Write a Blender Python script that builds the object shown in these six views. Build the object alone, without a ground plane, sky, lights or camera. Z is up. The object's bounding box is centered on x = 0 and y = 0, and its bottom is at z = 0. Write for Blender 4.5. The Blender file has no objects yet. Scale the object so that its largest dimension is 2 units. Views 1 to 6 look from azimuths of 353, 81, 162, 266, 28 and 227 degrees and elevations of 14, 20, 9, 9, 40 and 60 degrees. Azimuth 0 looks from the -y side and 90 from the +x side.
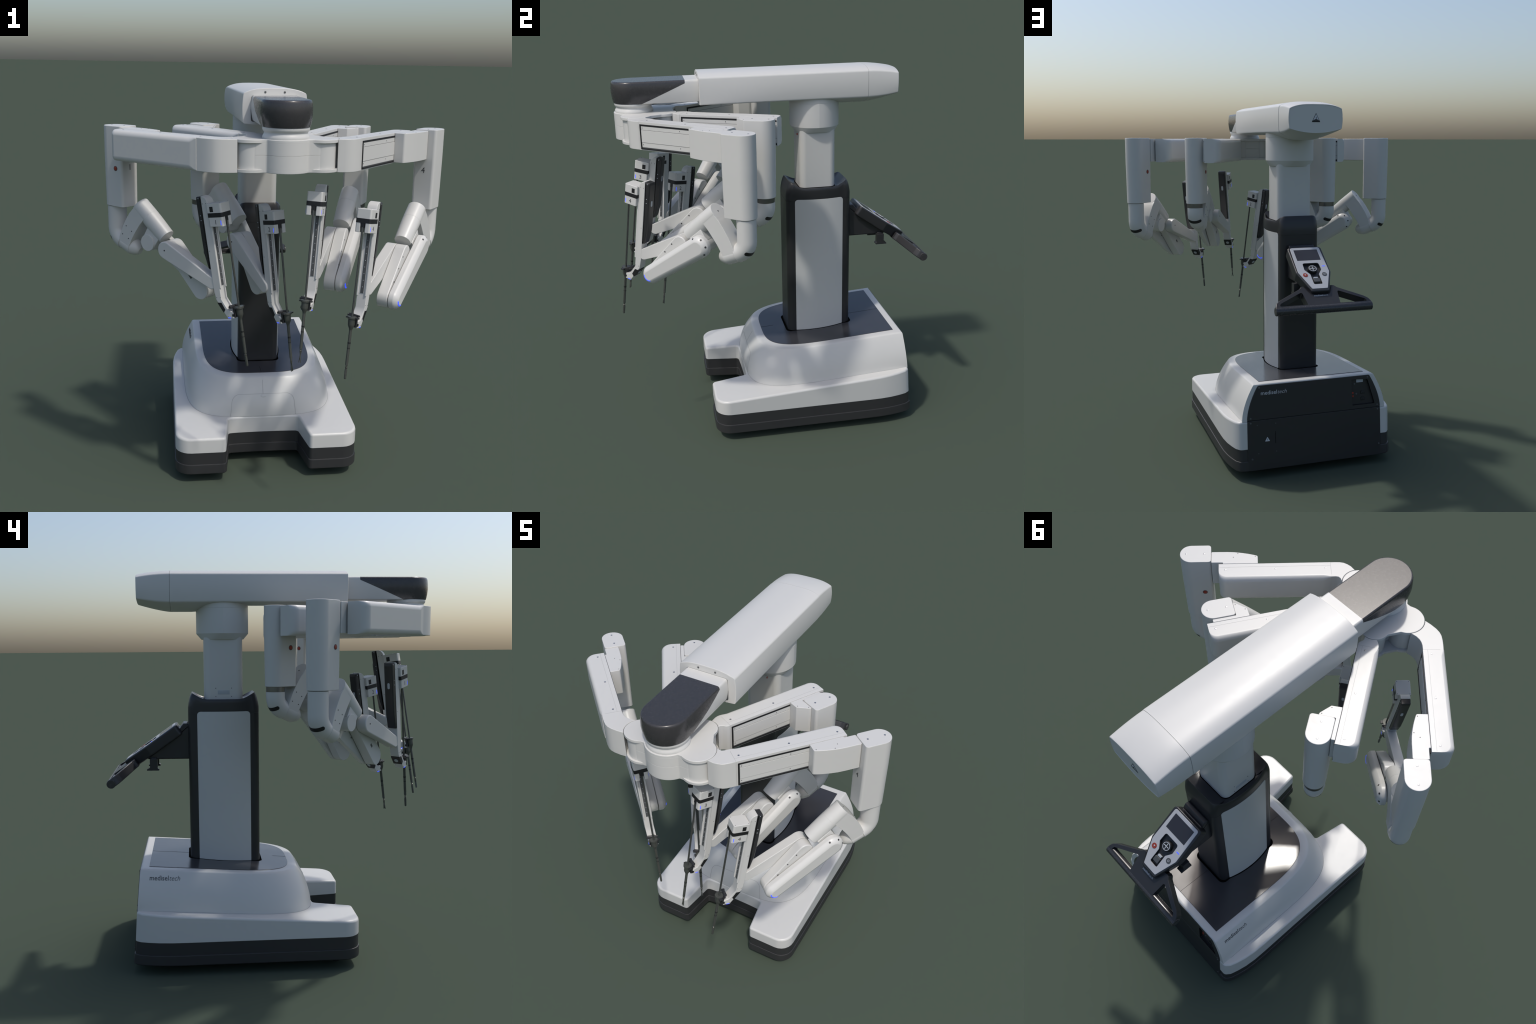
import bpy, bmesh, math
from mathutils import Matrix, Vector
from mathutils.bvhtree import BVHTree

X0 = -0.034                       # symmetry plane of the cart
PI = math.pi
scene = bpy.context.scene

# ------------------------------------------------------------------ materials
def material(name, color, rough=0.4, metal=0.0, coat=0.0, spec=0.5, grain=0.03, scale=60.0, bump=0.0, emit=None):
    m = bpy.data.materials.new(name)
    m.use_nodes = True
    nt = m.node_tree
    b = nt.nodes["Principled BSDF"]
    b.inputs["Metallic"].default_value = metal
    b.inputs["Specular IOR Level"].default_value = spec
    b.inputs["Coat Weight"].default_value = coat
    b.inputs["Coat Roughness"].default_value = 0.12
    tc = nt.nodes.new("ShaderNodeTexCoord")
    noise = nt.nodes.new("ShaderNodeTexNoise")
    noise.inputs["Scale"].default_value = scale
    noise.inputs["Detail"].default_value = 4.0
    nt.links.new(tc.outputs["Object"], noise.inputs["Vector"])
    mix = nt.nodes.new("ShaderNodeMix")
    mix.data_type = 'RGBA'
    mix.inputs["A"].default_value = (*[c * (1 - grain) for c in color], 1)
    mix.inputs["B"].default_value = (*[min(1.0, c * (1 + grain)) for c in color], 1)
    nt.links.new(noise.outputs["Fac"], mix.inputs["Factor"])
    nt.links.new(mix.outputs["Result"], b.inputs["Base Color"])
    mr = nt.nodes.new("ShaderNodeMapRange")
    mr.inputs["To Min"].default_value = max(0.02, rough - 0.03)
    mr.inputs["To Max"].default_value = min(1.0, rough + 0.03)
    nt.links.new(noise.outputs["Fac"], mr.inputs["Value"])
    nt.links.new(mr.outputs["Result"], b.inputs["Roughness"])
    if bump:
        bp = nt.nodes.new("ShaderNodeBump")
        bp.inputs["Strength"].default_value = bump
        bp.inputs["Distance"].default_value = 0.0005
        n2 = nt.nodes.new("ShaderNodeTexNoise")
        n2.inputs["Scale"].default_value = 900.0
        nt.links.new(tc.outputs["Object"], n2.inputs["Vector"])
        nt.links.new(n2.outputs["Fac"], bp.inputs["Height"])
        nt.links.new(bp.outputs["Normal"], b.inputs["Normal"])
    if emit:
        b.inputs["Emission Color"].default_value = (*emit[:3], 1)
        b.inputs["Emission Strength"].default_value = emit[3]
    return m

WHITE = material("white_lacquer", (0.575, 0.571, 0.548), 0.37, grain=0.012, scale=35)
PANEL = material("grey_lacquer", (0.545, 0.545, 0.530), 0.40, grain=0.012, scale=35)
DARK = material("charcoal_plastic", (0.024, 0.024, 0.026), 0.36, grain=0.06, bump=0.05)
SKIRT = material("bumper_rubber", (0.030, 0.030, 0.031), 0.45, grain=0.06, bump=0.05)
GLOSS = material("glossy_charcoal", (0.040, 0.039, 0.041), 0.27, coat=0.10, grain=0.05)
DECKM = material("deck_satin", (0.040, 0.040, 0.044), 0.20, spec=0.7, grain=0.06, scale=25)
BLACK = material("matte_black", (0.008, 0.008, 0.009), 0.55, grain=0.05)
SEAM = material("seam_shadow", (0.33, 0.33, 0.325), 0.6, grain=0.03)
VOID = material("dark_gap", (0.003, 0.003, 0.003), 0.95, spec=0.02, grain=0.02)
STEEL = material("brushed_steel", (0.20, 0.195, 0.18), 0.30, metal=0.85, grain=0.08, scale=90)
SHAFT = material("dark_instrument_steel", (0.095, 0.100, 0.090), 0.36, metal=0.45, grain=0.12, scale=150)
RED = material("red_button", (0.30, 0.035, 0.018), 0.35)
BLUE = material("blue_indicator", (0.05, 0.09, 0.9), 0.4, emit=(0.035, 0.085, 1.0, 1.0))
LABEL = material("printed_label", (0.42, 0.45, 0.48), 0.5, grain=0.05, scale=300)
INK = material("dark_print", (0.035, 0.035, 0.038), 0.5)
INKW = material("light_print", (0.55, 0.57, 0.60), 0.5)
FACE = material("console_face", (0.47, 0.475, 0.49), 0.38, grain=0.02)
SCREEN = material("dark_screen", (0.030, 0.030, 0.036), 0.22, grain=0.03)
SCREWM = material("screw_steel", (0.42, 0.42, 0.43), 0.28, metal=1.0, grain=0.05)
KEY = material("key_grey", (0.075, 0.078, 0.080), 0.4)

# ------------------------------------------------------------------ object helpers
def new_obj(name, data, parent=None, M=None):
    o = bpy.data.objects.new(name, data)
    scene.collection.objects.link(o)
    W = M if M is not None else Matrix()
    if parent is not None:
        o.parent = parent
        o.matrix_parent_inverse = parent.get("_w", None) and Matrix() or Matrix()
        o.matrix_basis = WORLD[parent.name].inverted() @ W
    else:
        o.matrix_basis = W
    WORLD[o.name] = W.copy()
    return o

WORLD = {}

def finish(bm, name, mat, angle=32):
    bmesh.ops.remove_doubles(bm, verts=bm.verts, dist=1e-6)
    bmesh.ops.recalc_face_normals(bm, faces=bm.faces)
    me = bpy.data.meshes.new(name)
    bm.to_mesh(me)
    bm.free()
    for p in me.polygons:
        p.use_smooth = True
    me.set_sharp_from_angle(angle=math.radians(angle))
    me.materials.append(mat)
    return me

def add(name, bm_or_mesh, mat=None, parent=None, M=None, angle=32, wn=True):
    me = bm_or_mesh if isinstance(bm_or_mesh, bpy.types.Mesh) else finish(bm_or_mesh, name, mat, angle)
    o = new_obj(name, me, parent, M)
    if wn:
        w = o.modifiers.new("weighted_normals", 'WEIGHTED_NORMAL')
        w.keep_sharp = True
        w.weight = 80
    return o

# ------------------------------------------------------------------ shape helpers
def round_poly(pts, radii, seg=5):
    """Closed polygon with filleted corners."""
    n = len(pts)
    if not isinstance(radii, (list, tuple)):
        radii = [radii] * n
    out = []
    for i in range(n):
        p, a, b = Vector(pts[i]), Vector(pts[i - 1]), Vector(pts[(i + 1) % n])
        r = radii[i]
        u, v = (a - p), (b - p)
        if r <= 0 or u.length < 1e-9 or v.length < 1e-9:
            out.append(tuple(p)); continue
        lu, lv = u.length, v.length
        u.normalize(); v.normalize()
        c = max(-1.0, min(1.0, u.dot(v)))
        ang = math.acos(c)
        if ang > PI - 0.05:
            out.append(tuple(p)); continue
        t = min(r / math.tan(ang / 2), 0.48 * lu, 0.48 * lv)
        rr = t * math.tan(ang / 2)
        bis = (u + v).normalized()
        cen = p + bis * (rr / math.sin(ang / 2))
        s, e = p + u * t - cen, p + v * t - cen
        a0 = math.atan2(s.y, s.x)
        d = math.atan2(e.y, e.x) - a0
        while d > PI: d -= 2 * PI
        while d < -PI: d += 2 * PI
        for k in range(seg + 1):
            q = a0 + d * k / seg
            out.append((cen.x + rr * math.cos(q), cen.y + rr * math.sin(q)))
    return out

def area(p):
    return 0.5 * sum(p[i - 1][0] * p[i][1] - p[i][0] * p[i - 1][1] for i in range(len(p)))

def inset(pts, d):
    """Offset a counter-clockwise outline inwards by d."""
    if abs(d) < 1e-9:
        return list(pts)
    n = len(pts)
    out = []
    for i in range(n):
        p, a, b = Vector(pts[i]), Vector(pts[i - 1]), Vector(pts[(i + 1) % n])
        e1, e2 = (p - a), (b - p)
        if e1.length < 1e-9: e1 = e2.copy()
        if e2.length < 1e-9: e2 = e1.copy()
        e1.normalize(); e2.normalize()
        n1, n2 = Vector((-e1.y, e1.x)), Vector((-e2.y, e2.x))
        m = n1 + n2
        k = m.length_squared
        m = m * (2 / k) if k > 0.3 else m.normalized() * 1.5
        out.append((p.x + m.x * d, p.y + m.y * d))
    return out

def arc_ring(b, z, top=True, seg=3):
    """(inset, z) pairs that round an edge of radius b ending at height z."""
    res = []
    for k in range(seg + 1):
        a = (PI / 2) * k / seg
        res.append((b * (1 - math.cos(a)), z - b + b * math.sin(a) if top else z + b - b * math.sin(a)))
    return res if top else res[::-1]

def rings_to_bm(rings, M=None, cap0=True, cap1=True, bm=None, closed=True):
    bm = bm or bmesh.new()
    vs = []
    for r in rings:
        vs.append([bm.verts.new((M @ Vector(p)) if M else p) for p in r])
    n = len(rings[0])
    for a, b in zip(vs, vs[1:]):
        for i in range(n if closed else n - 1):
            j = (i + 1) % n
            try:
                bm.faces.new((a[i], a[j], b[j], b[i]))
            except ValueError:
                pass
    if cap0: bm.faces.new(vs[0][::-1])
    if cap1: bm.faces.new(vs[-1])
    return bm

def slab(pts, z0, z1, b0=0.0, b1=0.0, M=None, seg=3, bm=None, zf=None):
    """Extruded outline with rounded lower (b0) and upper (b1) rims."""
    if area(pts) < 0:
        pts = pts[::-1]
    prof = []
    prof += arc_ring(b0, z0, False, seg) if b0 > 0 else [(0, z0)]
    prof += arc_ring(b1, z1, True, seg) if b1 > 0 else [(0, z1)]
    rings = [[(x, y, zf(x, y, z) if zf else z) for x, y in inset(pts, d)] for d, z in prof]
    return rings_to_bm(rings, M, bm=bm)

def lathe(prof, seg=40, M=None, bm=None, cap=True):
    rings = [[(r * math.cos(2 * PI * k / seg), r * math.sin(2 * PI * k / seg), z) for k in range(seg)] for r, z in prof]
    return rings_to_bm(rings, M, cap, cap, bm)

def axis_matrix(p, d, up=(0, 0, 1)):
    """Frame at p whose z axis points along d."""
    z = Vector(d).normalized()
    x = Vector(up).cross(z)
    if x.length < 1e-4:
        x = Vector((0, 1, 0)).cross(z)
    x.normalize()
    y = z.cross(x)
    m = Matrix((x, y, z)).transposed().to_4x4()
    m.translation = Vector(p)
    return m

def cylinder(p, q, r0, r1=None, b=0.002, seg=36, bm=None):
    r1 = r0 if r1 is None else r1
    p, q = Vector(p), Vector(q)
    L = (q - p).length
    prof = [(r0 - b, 0), (r0 - 0.3 * b, 0.3 * b), (r0, b), (r1, L - b), (r1 - 0.3 * b, L - 0.3 * b), (r1 - b, L)]
    return lathe(prof, seg, axis_matrix(p, q - p), bm)

def box(x0, x1, y0, y1, z0, z1, r=0.004, b=0.003, M=None, bm=None, seg=3):
    return slab(round_poly([(x0, y0), (x1, y0), (x1, y1), (x0, y1)], r, 4), z0, z1, b, b, M, seg, bm)

def capsule(p, q, r0, r1, n=14):
    """Tapered stadium outline around the segment p-q (counter-clockwise)."""
    p, q = Vector(p), Vector(q)
    d = q - p
    L = d.length
    base = math.atan2(d.y, d.x)
    k = math.asin(max(-1, min(1, (r0 - r1) / L)))
    out = []
    for i in range(n + 1):
        a = base + PI / 2 - k + (PI + 2 * k) * i / n
        out.append((p.x + r0 * math.cos(a), p.y + r0 * math.sin(a)))
    for i in range(n + 1):
        a = base - PI / 2 - k + (PI - 0) * i / n * ((PI + 0 * k) / PI)
        a = base - (PI / 2 + k) + (PI + 2 * k) * i / n if False else base - PI / 2 + k - 2 * k + (PI) * i / n * ((PI - 2 * (-k)) / PI)
        out.append((q.x + r1 * math.cos(a), q.y + r1 * math.sin(a)))
    return out

def stadium(p, q, r0, r1, n=14):
    """Tapered stadium, straightforward version: two arcs meeting at the outer tangents."""
    p, q = Vector(p), Vector(q)
    d = q - p
    base = math.atan2(d.y, d.x)
    k = math.asin((r0 - r1) / d.length)
    t = PI / 2 - k                      # tangent direction measured from the axis
    out = [(q.x + r1 * math.cos(base - t + 2 * t * i / n), q.y + r1 * math.sin(base - t + 2 * t * i / n)) for i in range(n + 1)]
    s = 2 * PI - 2 * t
    out += [(p.x + r0 * math.cos(base + t + s * i / n), p.y + r0 * math.sin(base + t + s * i / n)) for i in range(n + 1)]
    return out

SIDE = Matrix(((1, 0, 0, 0), (0, 0, -1, 0), (0, 1, 0, 0), (0, 0, 0, 1)))   # (h, z, -w) -> (h, w, z)

def side_slab(pts, w0, w1, b0=0.003, b1=0.003, seg=3, bm=None):
    """Outline in the (forward, up) plane extruded sideways from w0 to w1 (b0 rounds the w0 rim)."""
    return slab(pts, -w1, -w0, b1, b0, SIDE, seg, bm)

def text_mesh(name, body, size, depth, mat, shear=0.0, align='CENTER', bold=0.0):
    cu = bpy.data.curves.new(name, 'FONT')
    cu.body = body
    cu.size = size
    cu.extrude = depth
    cu.shear = shear
    cu.offset = bold
    cu.align_x = align
    cu.align_y = 'CENTER'
    cu.resolution_u = 3
    o = bpy.data.objects.new(name, cu)
    scene.collection.objects.link(o)
    dg = bpy.context.evaluated_depsgraph_get()
    me = bpy.data.meshes.new_from_object(o.evaluated_get(dg))
    bpy.data.objects.remove(o)
    bpy.data.curves.remove(cu)
    me.name = name
    me.materials.clear()
    me.materials.append(mat)
    return me

def frame(o, x, y):
    """Matrix with given origin, x axis and y axis (z = x cross y)."""
    x = Vector(x).normalized()
    z = x.cross(Vector(y)).normalized()
    y = z.cross(x)
    m = Matrix((x, y, z)).transposed().to_4x4()
    m.translation = Vector(o)
    return m

def boolean_cut(bm_target, cutters, name, mat):
    me = finish(bm_target, name, mat)
    o = bpy.data.objects.new("tmp", me)
    scene.collection.objects.link(o)
    tmp = []
    for c in cutters:
        cm = bpy.data.meshes.new("cut")
        bmesh.ops.recalc_face_normals(c, faces=c.faces)
        c.to_mesh(cm); c.free()
        co = bpy.data.objects.new("cut", cm)
        scene.collection.objects.link(co)
        md = o.modifiers.new("b", 'BOOLEAN')
        md.operation = 'DIFFERENCE'; md.solver = 'EXACT'; md.object = co
        tmp.append(co)
    dg = bpy.context.evaluated_depsgraph_get()
    res = bpy.data.meshes.new_from_object(o.evaluated_get(dg))
    for t in tmp + [o]:
        bpy.data.objects.remove(t)
    res.name = name
    for p in res.polygons:
        p.use_smooth = True
    res.set_sharp_from_angle(angle=math.radians(32))
    return res

# small shared pieces
SCREW = finish(lathe([(0.0046, 0), (0.0046, 0.0010), (0.0040, 0.0013), (0.0024, 0.0013), (0.0020, 0.0006)], 14), "screw", SCREWM)
PIN = finish(lathe([(0.0022, 0), (0.0022, 0.0007), (0.0018, 0.0009)], 10), "pin", INK)
HOLE = finish(lathe([(0.0050, 0), (0.0050, 0.0008), (0.0034, 0.0008), (0.0030, 0.0003)], 14), "bolt", INK)
BOLT = finish(lathe([(0.0050, 0), (0.0050, 0.0012), (0.0040, 0.0022), (0.0018, 0.0024)], 14), "panel_bolt", KEY)

def dot(mesh, p, d, parent, name="screw"):
    return add(name, mesh, None, parent, axis_matrix(p, d), wn=False)

# ------------------------------------------------------------------ root
root = bpy.data.objects.new("surgical_robot", None)
scene.collection.objects.link(root)
root.empty_display_size = 0.3
WORLD[root.name] = Matrix()
root["label"] = "white four-armed surgical robot cart with dark trim and console"
root["category"] = "medical robot"

# ================================================================== BASE
SLS = 0.0647                                  # slope of the shelf top
SL = 0.0705                                   # the cart body is pitched by this slope
rear_y = lambda z: 0.740 - 0.080 * z

def cart_base_outline():
    pts = [(0.0, -0.192, 0), (0.10, -0.1935, 0), (0.160, -0.1965, 0), (0.190, -0.200, 0.030), (0.219, -0.402, 0.019), (0.476, -0.402, 0.082),
           (0.476, 0.47, 0), (0.4745, 0.54, 0), (0.468, 0.60, 0), (0.457, 0.65, 0), (0.4445, 0.69, 0), (0.4230, 0.7176, 0.022)]
    full = [(x, y) for x, y, r in pts] + [(-x, y) for x, y, r in pts[:0:-1]]
    frad = [r for x, y, r in pts] + [r for x, y, r in pts[:0:-1]]
    out = [(x + X0, y) for x, y in round_poly(full, frad, 6)]
    return out if area(out) > 0 else out[::-1]
CART = cart_base_outline()
def cart_outline(z, grow=0.0):
    d = rear_y(z) - rear_y(0.28)
    out = []
    for x, y in inset(CART, -grow):
        v = min(1.0, max(0.0, (y - 0.45) / 0.25))
        out.append((x, y + d * v))
    return out

def cart_rings(spec):
    """spec: (height, inset, sloped?) -> rings of the cart outline."""
    rings = []
    for z, d, sloped in spec:
        base = cart_outline(z if not sloped else 0.28, -d)
        rings.append([(x, y, (z + SLS * y) if sloped else z) for x, y in base])
    return rings

skirt = add("bumper_skirt", rings_to_bm(cart_rings([
    (0.046, 0.006, 0), (0.048, 0.001, 0), (0.053, -0.0035, 0), (0.098, -0.0035, 0), (0.1015, -0.002, 0), (0.1025, 0.0015, 0), (0.166, 0.0012, 0)])),
    SKIRT, root, angle=40)
shelf = add("cart_shelf", rings_to_bm(cart_rings([
    (0.166, 0.002, 0), (0.168, 0.0, 0), (0.2590, 0.0, 1), (0.2655, 0.0018, 1), (0.2697, 0.0060, 1), (0.2722, 0.0120, 1)])),
    WHITE, root, angle=40)

def dome_ring(W, yf, yr, zfun, y0=0.40, n=4.2, k=30):
    """Horizontal ring: straight sides, superelliptic bow, flat stern."""
    L = y0 - yf
    pts = []
    for i in range(2 * k + 1):
        a = PI * i / (2 * k)                 # 0 = right side ... pi = left side
        c, s = math.cos(a), math.sin(a)
        x = W * math.copysign(abs(c) ** (2 / n), c)
        y = y0 - L * abs(s) ** (2 / n)
        pts.append((X0 + x, y))
    m = 6
    left = [(X0 - W, y0 + (yr - y0) * j / m) for j in range(1, m + 1)]
    stern = [(X0 - W + 2 * W * j / 12, yr) for j in range(1, 12)]
    right = [(X0 + W, yr + (y0 - yr) * j / m) for j in range(0, m)]
    ring = pts + left + stern + right
    return [(x, y, zfun(x, y)) for x, y in ring]

def dome_spec():
    rings = []
    N = 14
    for i in range(N + 1):
        v = i / N
        W = 0.4125 - 0.0640 * v ** 1.75
        yf = -0.1905 + 0.0685 * v ** 2.1
        n = 4.4 - 0.7 * v
        h0, h1 = 0.2665, 0.4565
        c = h0 + (h1 - h0) * v
        rings.append(dome_ring(W, yf, rear_y(c + 0.05), lambda x, y, c=c: c + SL * y, n=n))
    for d, c in ((0.003, 0.4600), (0.008, 0.4627), (0.016, 0.4645), (0.030, 0.4655)):
        rings.append(dome_ring(0.3485 - d, -0.122 + d, rear_y(0.51) - 0.5 * d, lambda x, y, c=c: c + SL * y, n=3.65))
    return rings

DOME_RINGS = dome_spec()
dome = add("cart_cover", rings_to_bm(DOME_RINGS, cap0=False), WHITE, root, angle=50)
_b = rings_to_bm(DOME_RINGS, cap0=False)
bmesh.ops.recalc_face_normals(_b, faces=_b.faces); _b.normal_update()
DOME_BVH = BVHTree.FromBMesh(_b); _b.free()

deck = add("deck_plate", rings_to_bm([
    dome_ring(0.3040 - d, -0.0735 + d, 0.6565 - d, lambda x, y, c=c: c + SL * y, y0=0.36, n=3.7)
    for d, c in ((0.0, 0.4640), (0.0, 0.4672), (0.0012, 0.4680))]), DECKM, root, angle=40)
# centre seam of the deck and of the cover front, slot round the column foot
def strip_on(bvh, pts, d, width, mat, name, parent, off=0.0007):
    """Thin ribbon of dark seam laid on a surface (rays cast along d)."""
    bm = bmesh.new()
    hits = []
    for p in pts:
        h = bvh.ray_cast(Vector(p), Vector(d))
        if h[0] is not None: hits.append((h[0], h[1] if h[1].dot(Vector(d)) < 0 else -h[1]))
    rows = []
    for i, (p, n) in enumerate(hits):
        t = (hits[min(i + 1, len(hits) - 1)][0] - hits[max(i - 1, 0)][0]).normalized()
        s = n.cross(t).normalized() * width / 2
        q = p + n * off
        rows.append((bm.verts.new(q - s - n * 0.001), bm.verts.new(q - s), bm.verts.new(q + s), bm.verts.new(q + s - n * 0.001)))
    for a, b in zip(rows, rows[1:]):
        for k in range(3):
            bm.faces.new((a[k], a[k + 1], b[k + 1], b[k]))
    return add(name, bm, mat, parent, wn=False)

add("deck_seam", box(X0 - 0.0008, X0 + 0.0008, -0.073, 0.0, 0.0, 0.0006, 0.0003, 0.0002,
    Matrix(((1, 0, 0, 0), (0, 1, 0, 0), (0, SL, 1, 0.4680), (0, 0, 0, 1)))), BLACK, deck, wn=False)
add("deck_seam", box(X0 - 0.0008, X0 + 0.0008, 0.46, 0.6555, 0.0, 0.0006, 0.0003, 0.0002,
    Matrix(((1, 0, 0, 0), (0, 1, 0, 0), (0, SL, 1, 0.4680), (0, 0, 0, 1)))), BLACK, deck, wn=False)
strip_on(DOME_BVH, [(X0, -1, 0.375 + 0.0055 * i) for i in range(13)], (0, 1, 0), 0.0016, SEAM, "cover_seam", dome, 0.0006)
base_ring = DOME_RINGS[0]
def seam_ring(d, dz):
    pts = inset([(x, y) for x, y, z in base_ring][::-1] if area([(x, y) for x, y, z in base_ring]) < 0 else [(x, y) for x, y, z in base_ring], -d)
    return [(x, y, 0.2722 + dz + SLS * y) for x, y in pts]
def cover_joint():
    """Fine shadow joint where the cover meets the shelf (bow and flanks only)."""
    A, B = seam_ring(-0.002, 0.0004), seam_ring(0.0011, 0.0004)
    bm = bmesh.new()
    va, vb = [bm.verts.new(p) for p in A], [bm.verts.new(p) for p in B]
    for i in range(len(A)):
        j = (i + 1) % len(A)
        if max(A[i][1], A[j][1]) < 0.68:
            bm.faces.new((va[i], va[j], vb[j], vb[i]))
    return bm
add("cover_joint", cover_joint(), SEAM, dome, wn=False)
hatch = round_poly([(-0.178, 0.255), (0.178, 0.255), (0.166, 0.376), (-0.166, 0.376)], [0, 0, 0.045, 0.045], 8)
hp = []
for i, p in enumerate(hatch[1:] + hatch[:1]):
    q = hatch[i] if i else hatch[0]
path = hatch[hatch.index(min(hatch, key=lambda p: (p[1] - 0.0001 * p[0]))):]
path = [(0.178, 0.255)] + [p for p in hatch if p[1] > 0.30] + [(-0.178, 0.255)]
fine = []
for a, b in zip(path, path[1:]):
    m = max(1, int(math.dist(a, b) / 0.008))
    fine += [(a[0] + (b[0] - a[0]) * k / m, a[1] + (b[1] - a[1]) * k / m) for k in range(m)]
fine.append(path[-1])
strip_on(DOME_BVH, [(X0 + x, -1, z) for x, z in fine], (0, 1, 0), 0.0016, SEAM, "hatch_seam", dome, 0.0006)
latch = finish(lathe([(0.016, 0), (0.016, 0.0008), (0.013, 0.0016), (0.006, 0.0018)], 24), "hatch_latch", PANEL)
hl = DOME_BVH.ray_cast(Vector((X0 + 0.002, -1, 0.366)), Vector((0, 1, 0)))
lm = axis_matrix(hl[0], hl[1] if hl[1].y < 0 else -hl[1]) @ Matrix.Diagonal((1, 0.5, 1, 1))
add("hatch_latch", latch, None, dome, lm)

# stern panels
def stern_outline(z0, z1):
    def half(z):
        if z < 0.322: return 0.3855
        v = (z - 0.318) / 0.192
        return 0.3855 - 0.066 * v ** 1.75
    zs = [z0 + (z1 - z0) * i / 10 for i in range(11)]
    r = [(half(z), z) for z in zs]
    return r + [(-x, z) for x, z in r[::-1]]
def stern_frame():
    # x -> -x world so that the panel faces +y ; slanted with the stern
    u = Vector((0, -0.080, 1)).normalized()
    return frame((X0, rear_y(0.0), 0.0), (-1, 0, 0), u)
SF = stern_frame()
kk = math.hypot(1, 0.08)
def stern_panel(z0, z1, y0, y1, mat, name, cut=None):
    pts = [(x, z * kk) for x, z in stern_outline(z0, z1)]
    bm = slab(round_poly(pts, [0.006] + [0] * 9 + [0.012, 0.012] + [0] * 9 + [0.006], 4), y0, y1, 0, 0.002, SF)
    if cut: bm = boolean_cut(bm, [slab(cut, -0.2, 0.2, 0, 0, SF)], name, mat)
    return add(name, bm, mat, root, angle=40)
conn = round_poly([(X0 - x, z * kk) for x, z in ((-0.252, 0.342), (-0.388, 0.342), (-0.345, 0.482), (-0.250, 0.488))], 0.006, 4)
if area(conn) < 0: conn = conn[::-1]
add("stern_joint", slab([(-0.384, 0.312 * kk), (0.384, 0.312 * kk), (0.384, 0.328 * kk), (-0.384, 0.328 * kk)], -0.002, 0.0022, 0, 0, SF), VOID, root, wn=False)
lower = stern_panel(0.048, 0.3190, -0.004, 0.0035, DARK, "stern_panel")
upper = stern_panel(0.3205, 0.5055, -0.004, 0.0035, DARK, "stern_panel", conn)
def sp(x, z, off=0.0035):
    return SF @ Vector((-(x - X0), z * kk, off))
SN = SF.to_3x3() @ Vector((0, 0, 1))
for x, z in ((0.282, 0.494), (0.332, 0.332), (-0.345, 0.494), (-0.402, 0.333)):
    dot(BOLT, sp(x, z), SN, upper, "panel_bolt")
for x, z in ((0.333, 0.306), (0.328, 0.111), (-0.403, 0.308), (-0.408, 0.111)):
    dot(BOLT, sp(x, z), SN, lower, "panel_bolt")
def flat(name, pts, z0, z1, mat, parent, b=0.0):
    return add(name, slab(pts, z0, z1, 0, b, SF), mat, parent, wn=False)
BAY = 0.013
dome.data = boolean_cut(rings_to_bm(DOME_RINGS), [slab(inset(conn, -0.0008), -BAY - 0.004, 0.05, 0, 0, SF)], "cart_cover", WHITE)
dome.data.set_sharp_from_angle(angle=math.radians(50))
flat("connector_bay", conn, -BAY - 0.002, -BAY, DARK, upper)
def bay_wall():
    """Inner walls of the recessed bay."""
    return rings_to_bm([[(x, y, z) for x, y in conn] for z in (-BAY, 0.0030)], SF, False, False)
add("bay_wall", bay_wall(), BLACK, upper, wn=False)
def rect(cx, cz, w, h, r=0.002):
    x = -(cx - X0)
    return round_poly([(x - w / 2, (cz - h / 2) * kk), (x + w / 2, (cz - h / 2) * kk), (x + w / 2, (cz + h / 2) * kk), (x - w / 2, (cz + h / 2) * kk)], r, 4)
flat("rating_label", rect(-0.304, 0.474, 0.040, 0.018), -BAY, -BAY + 0.002, LABEL, upper)
for z in (0.409, 0.373):
    x = -(-0.322 - X0)
    flat("power_inlet", round_poly([(x - 0.0135, (z - 0.011) * kk), (x + 0.0135, (z - 0.011) * kk), (x + 0.0135, (z + 0.002) * kk), (x + 0.007, (z + 0.010) * kk), (x - 0.007, (z + 0.010) * kk), (x - 0.0135, (z + 0.002) * kk)], 0.0015, 3), -BAY, 0.003 - BAY, BLACK, upper, 0.0006)
    for dx in (-0.006, 0.0, 0.006):
        dot(PIN, sp(-0.322 + dx, z - 0.002 + (0.004 if dx == 0 else 0), 0.003 - BAY), SN, upper, "contact_pin")
RB = finish(lathe([(0.0062, 0), (0.0062, 0.0025), (0.005, 0.0034)], 18), "breaker_button", RED)
for z in (0.408, 0.390):
    dot(RB, sp(-0.262, z, -BAY), SN, upper, "breaker_button")
HB = finish(lathe([(0.0050, 0), (0.0050, 0.0012), (0.003, 0.0012)], 14), "socket", BLACK)
for z in (0.478, 0.462, 0.447):
    dot(HB, sp(-0.255, z, -BAY), SN, upper, "socket")
KB = finish(lathe([(0.0058, 0), (0.0058, 0.002), (0.0045, 0.003)], 16), "port_cap", KEY)
dot(KB, sp(-0.272, 0.459, -BAY), SN, upper, "port_cap")
dot(KB, sp(-0.283, 0.401, -BAY), SN, upper, "port_cap")
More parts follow.
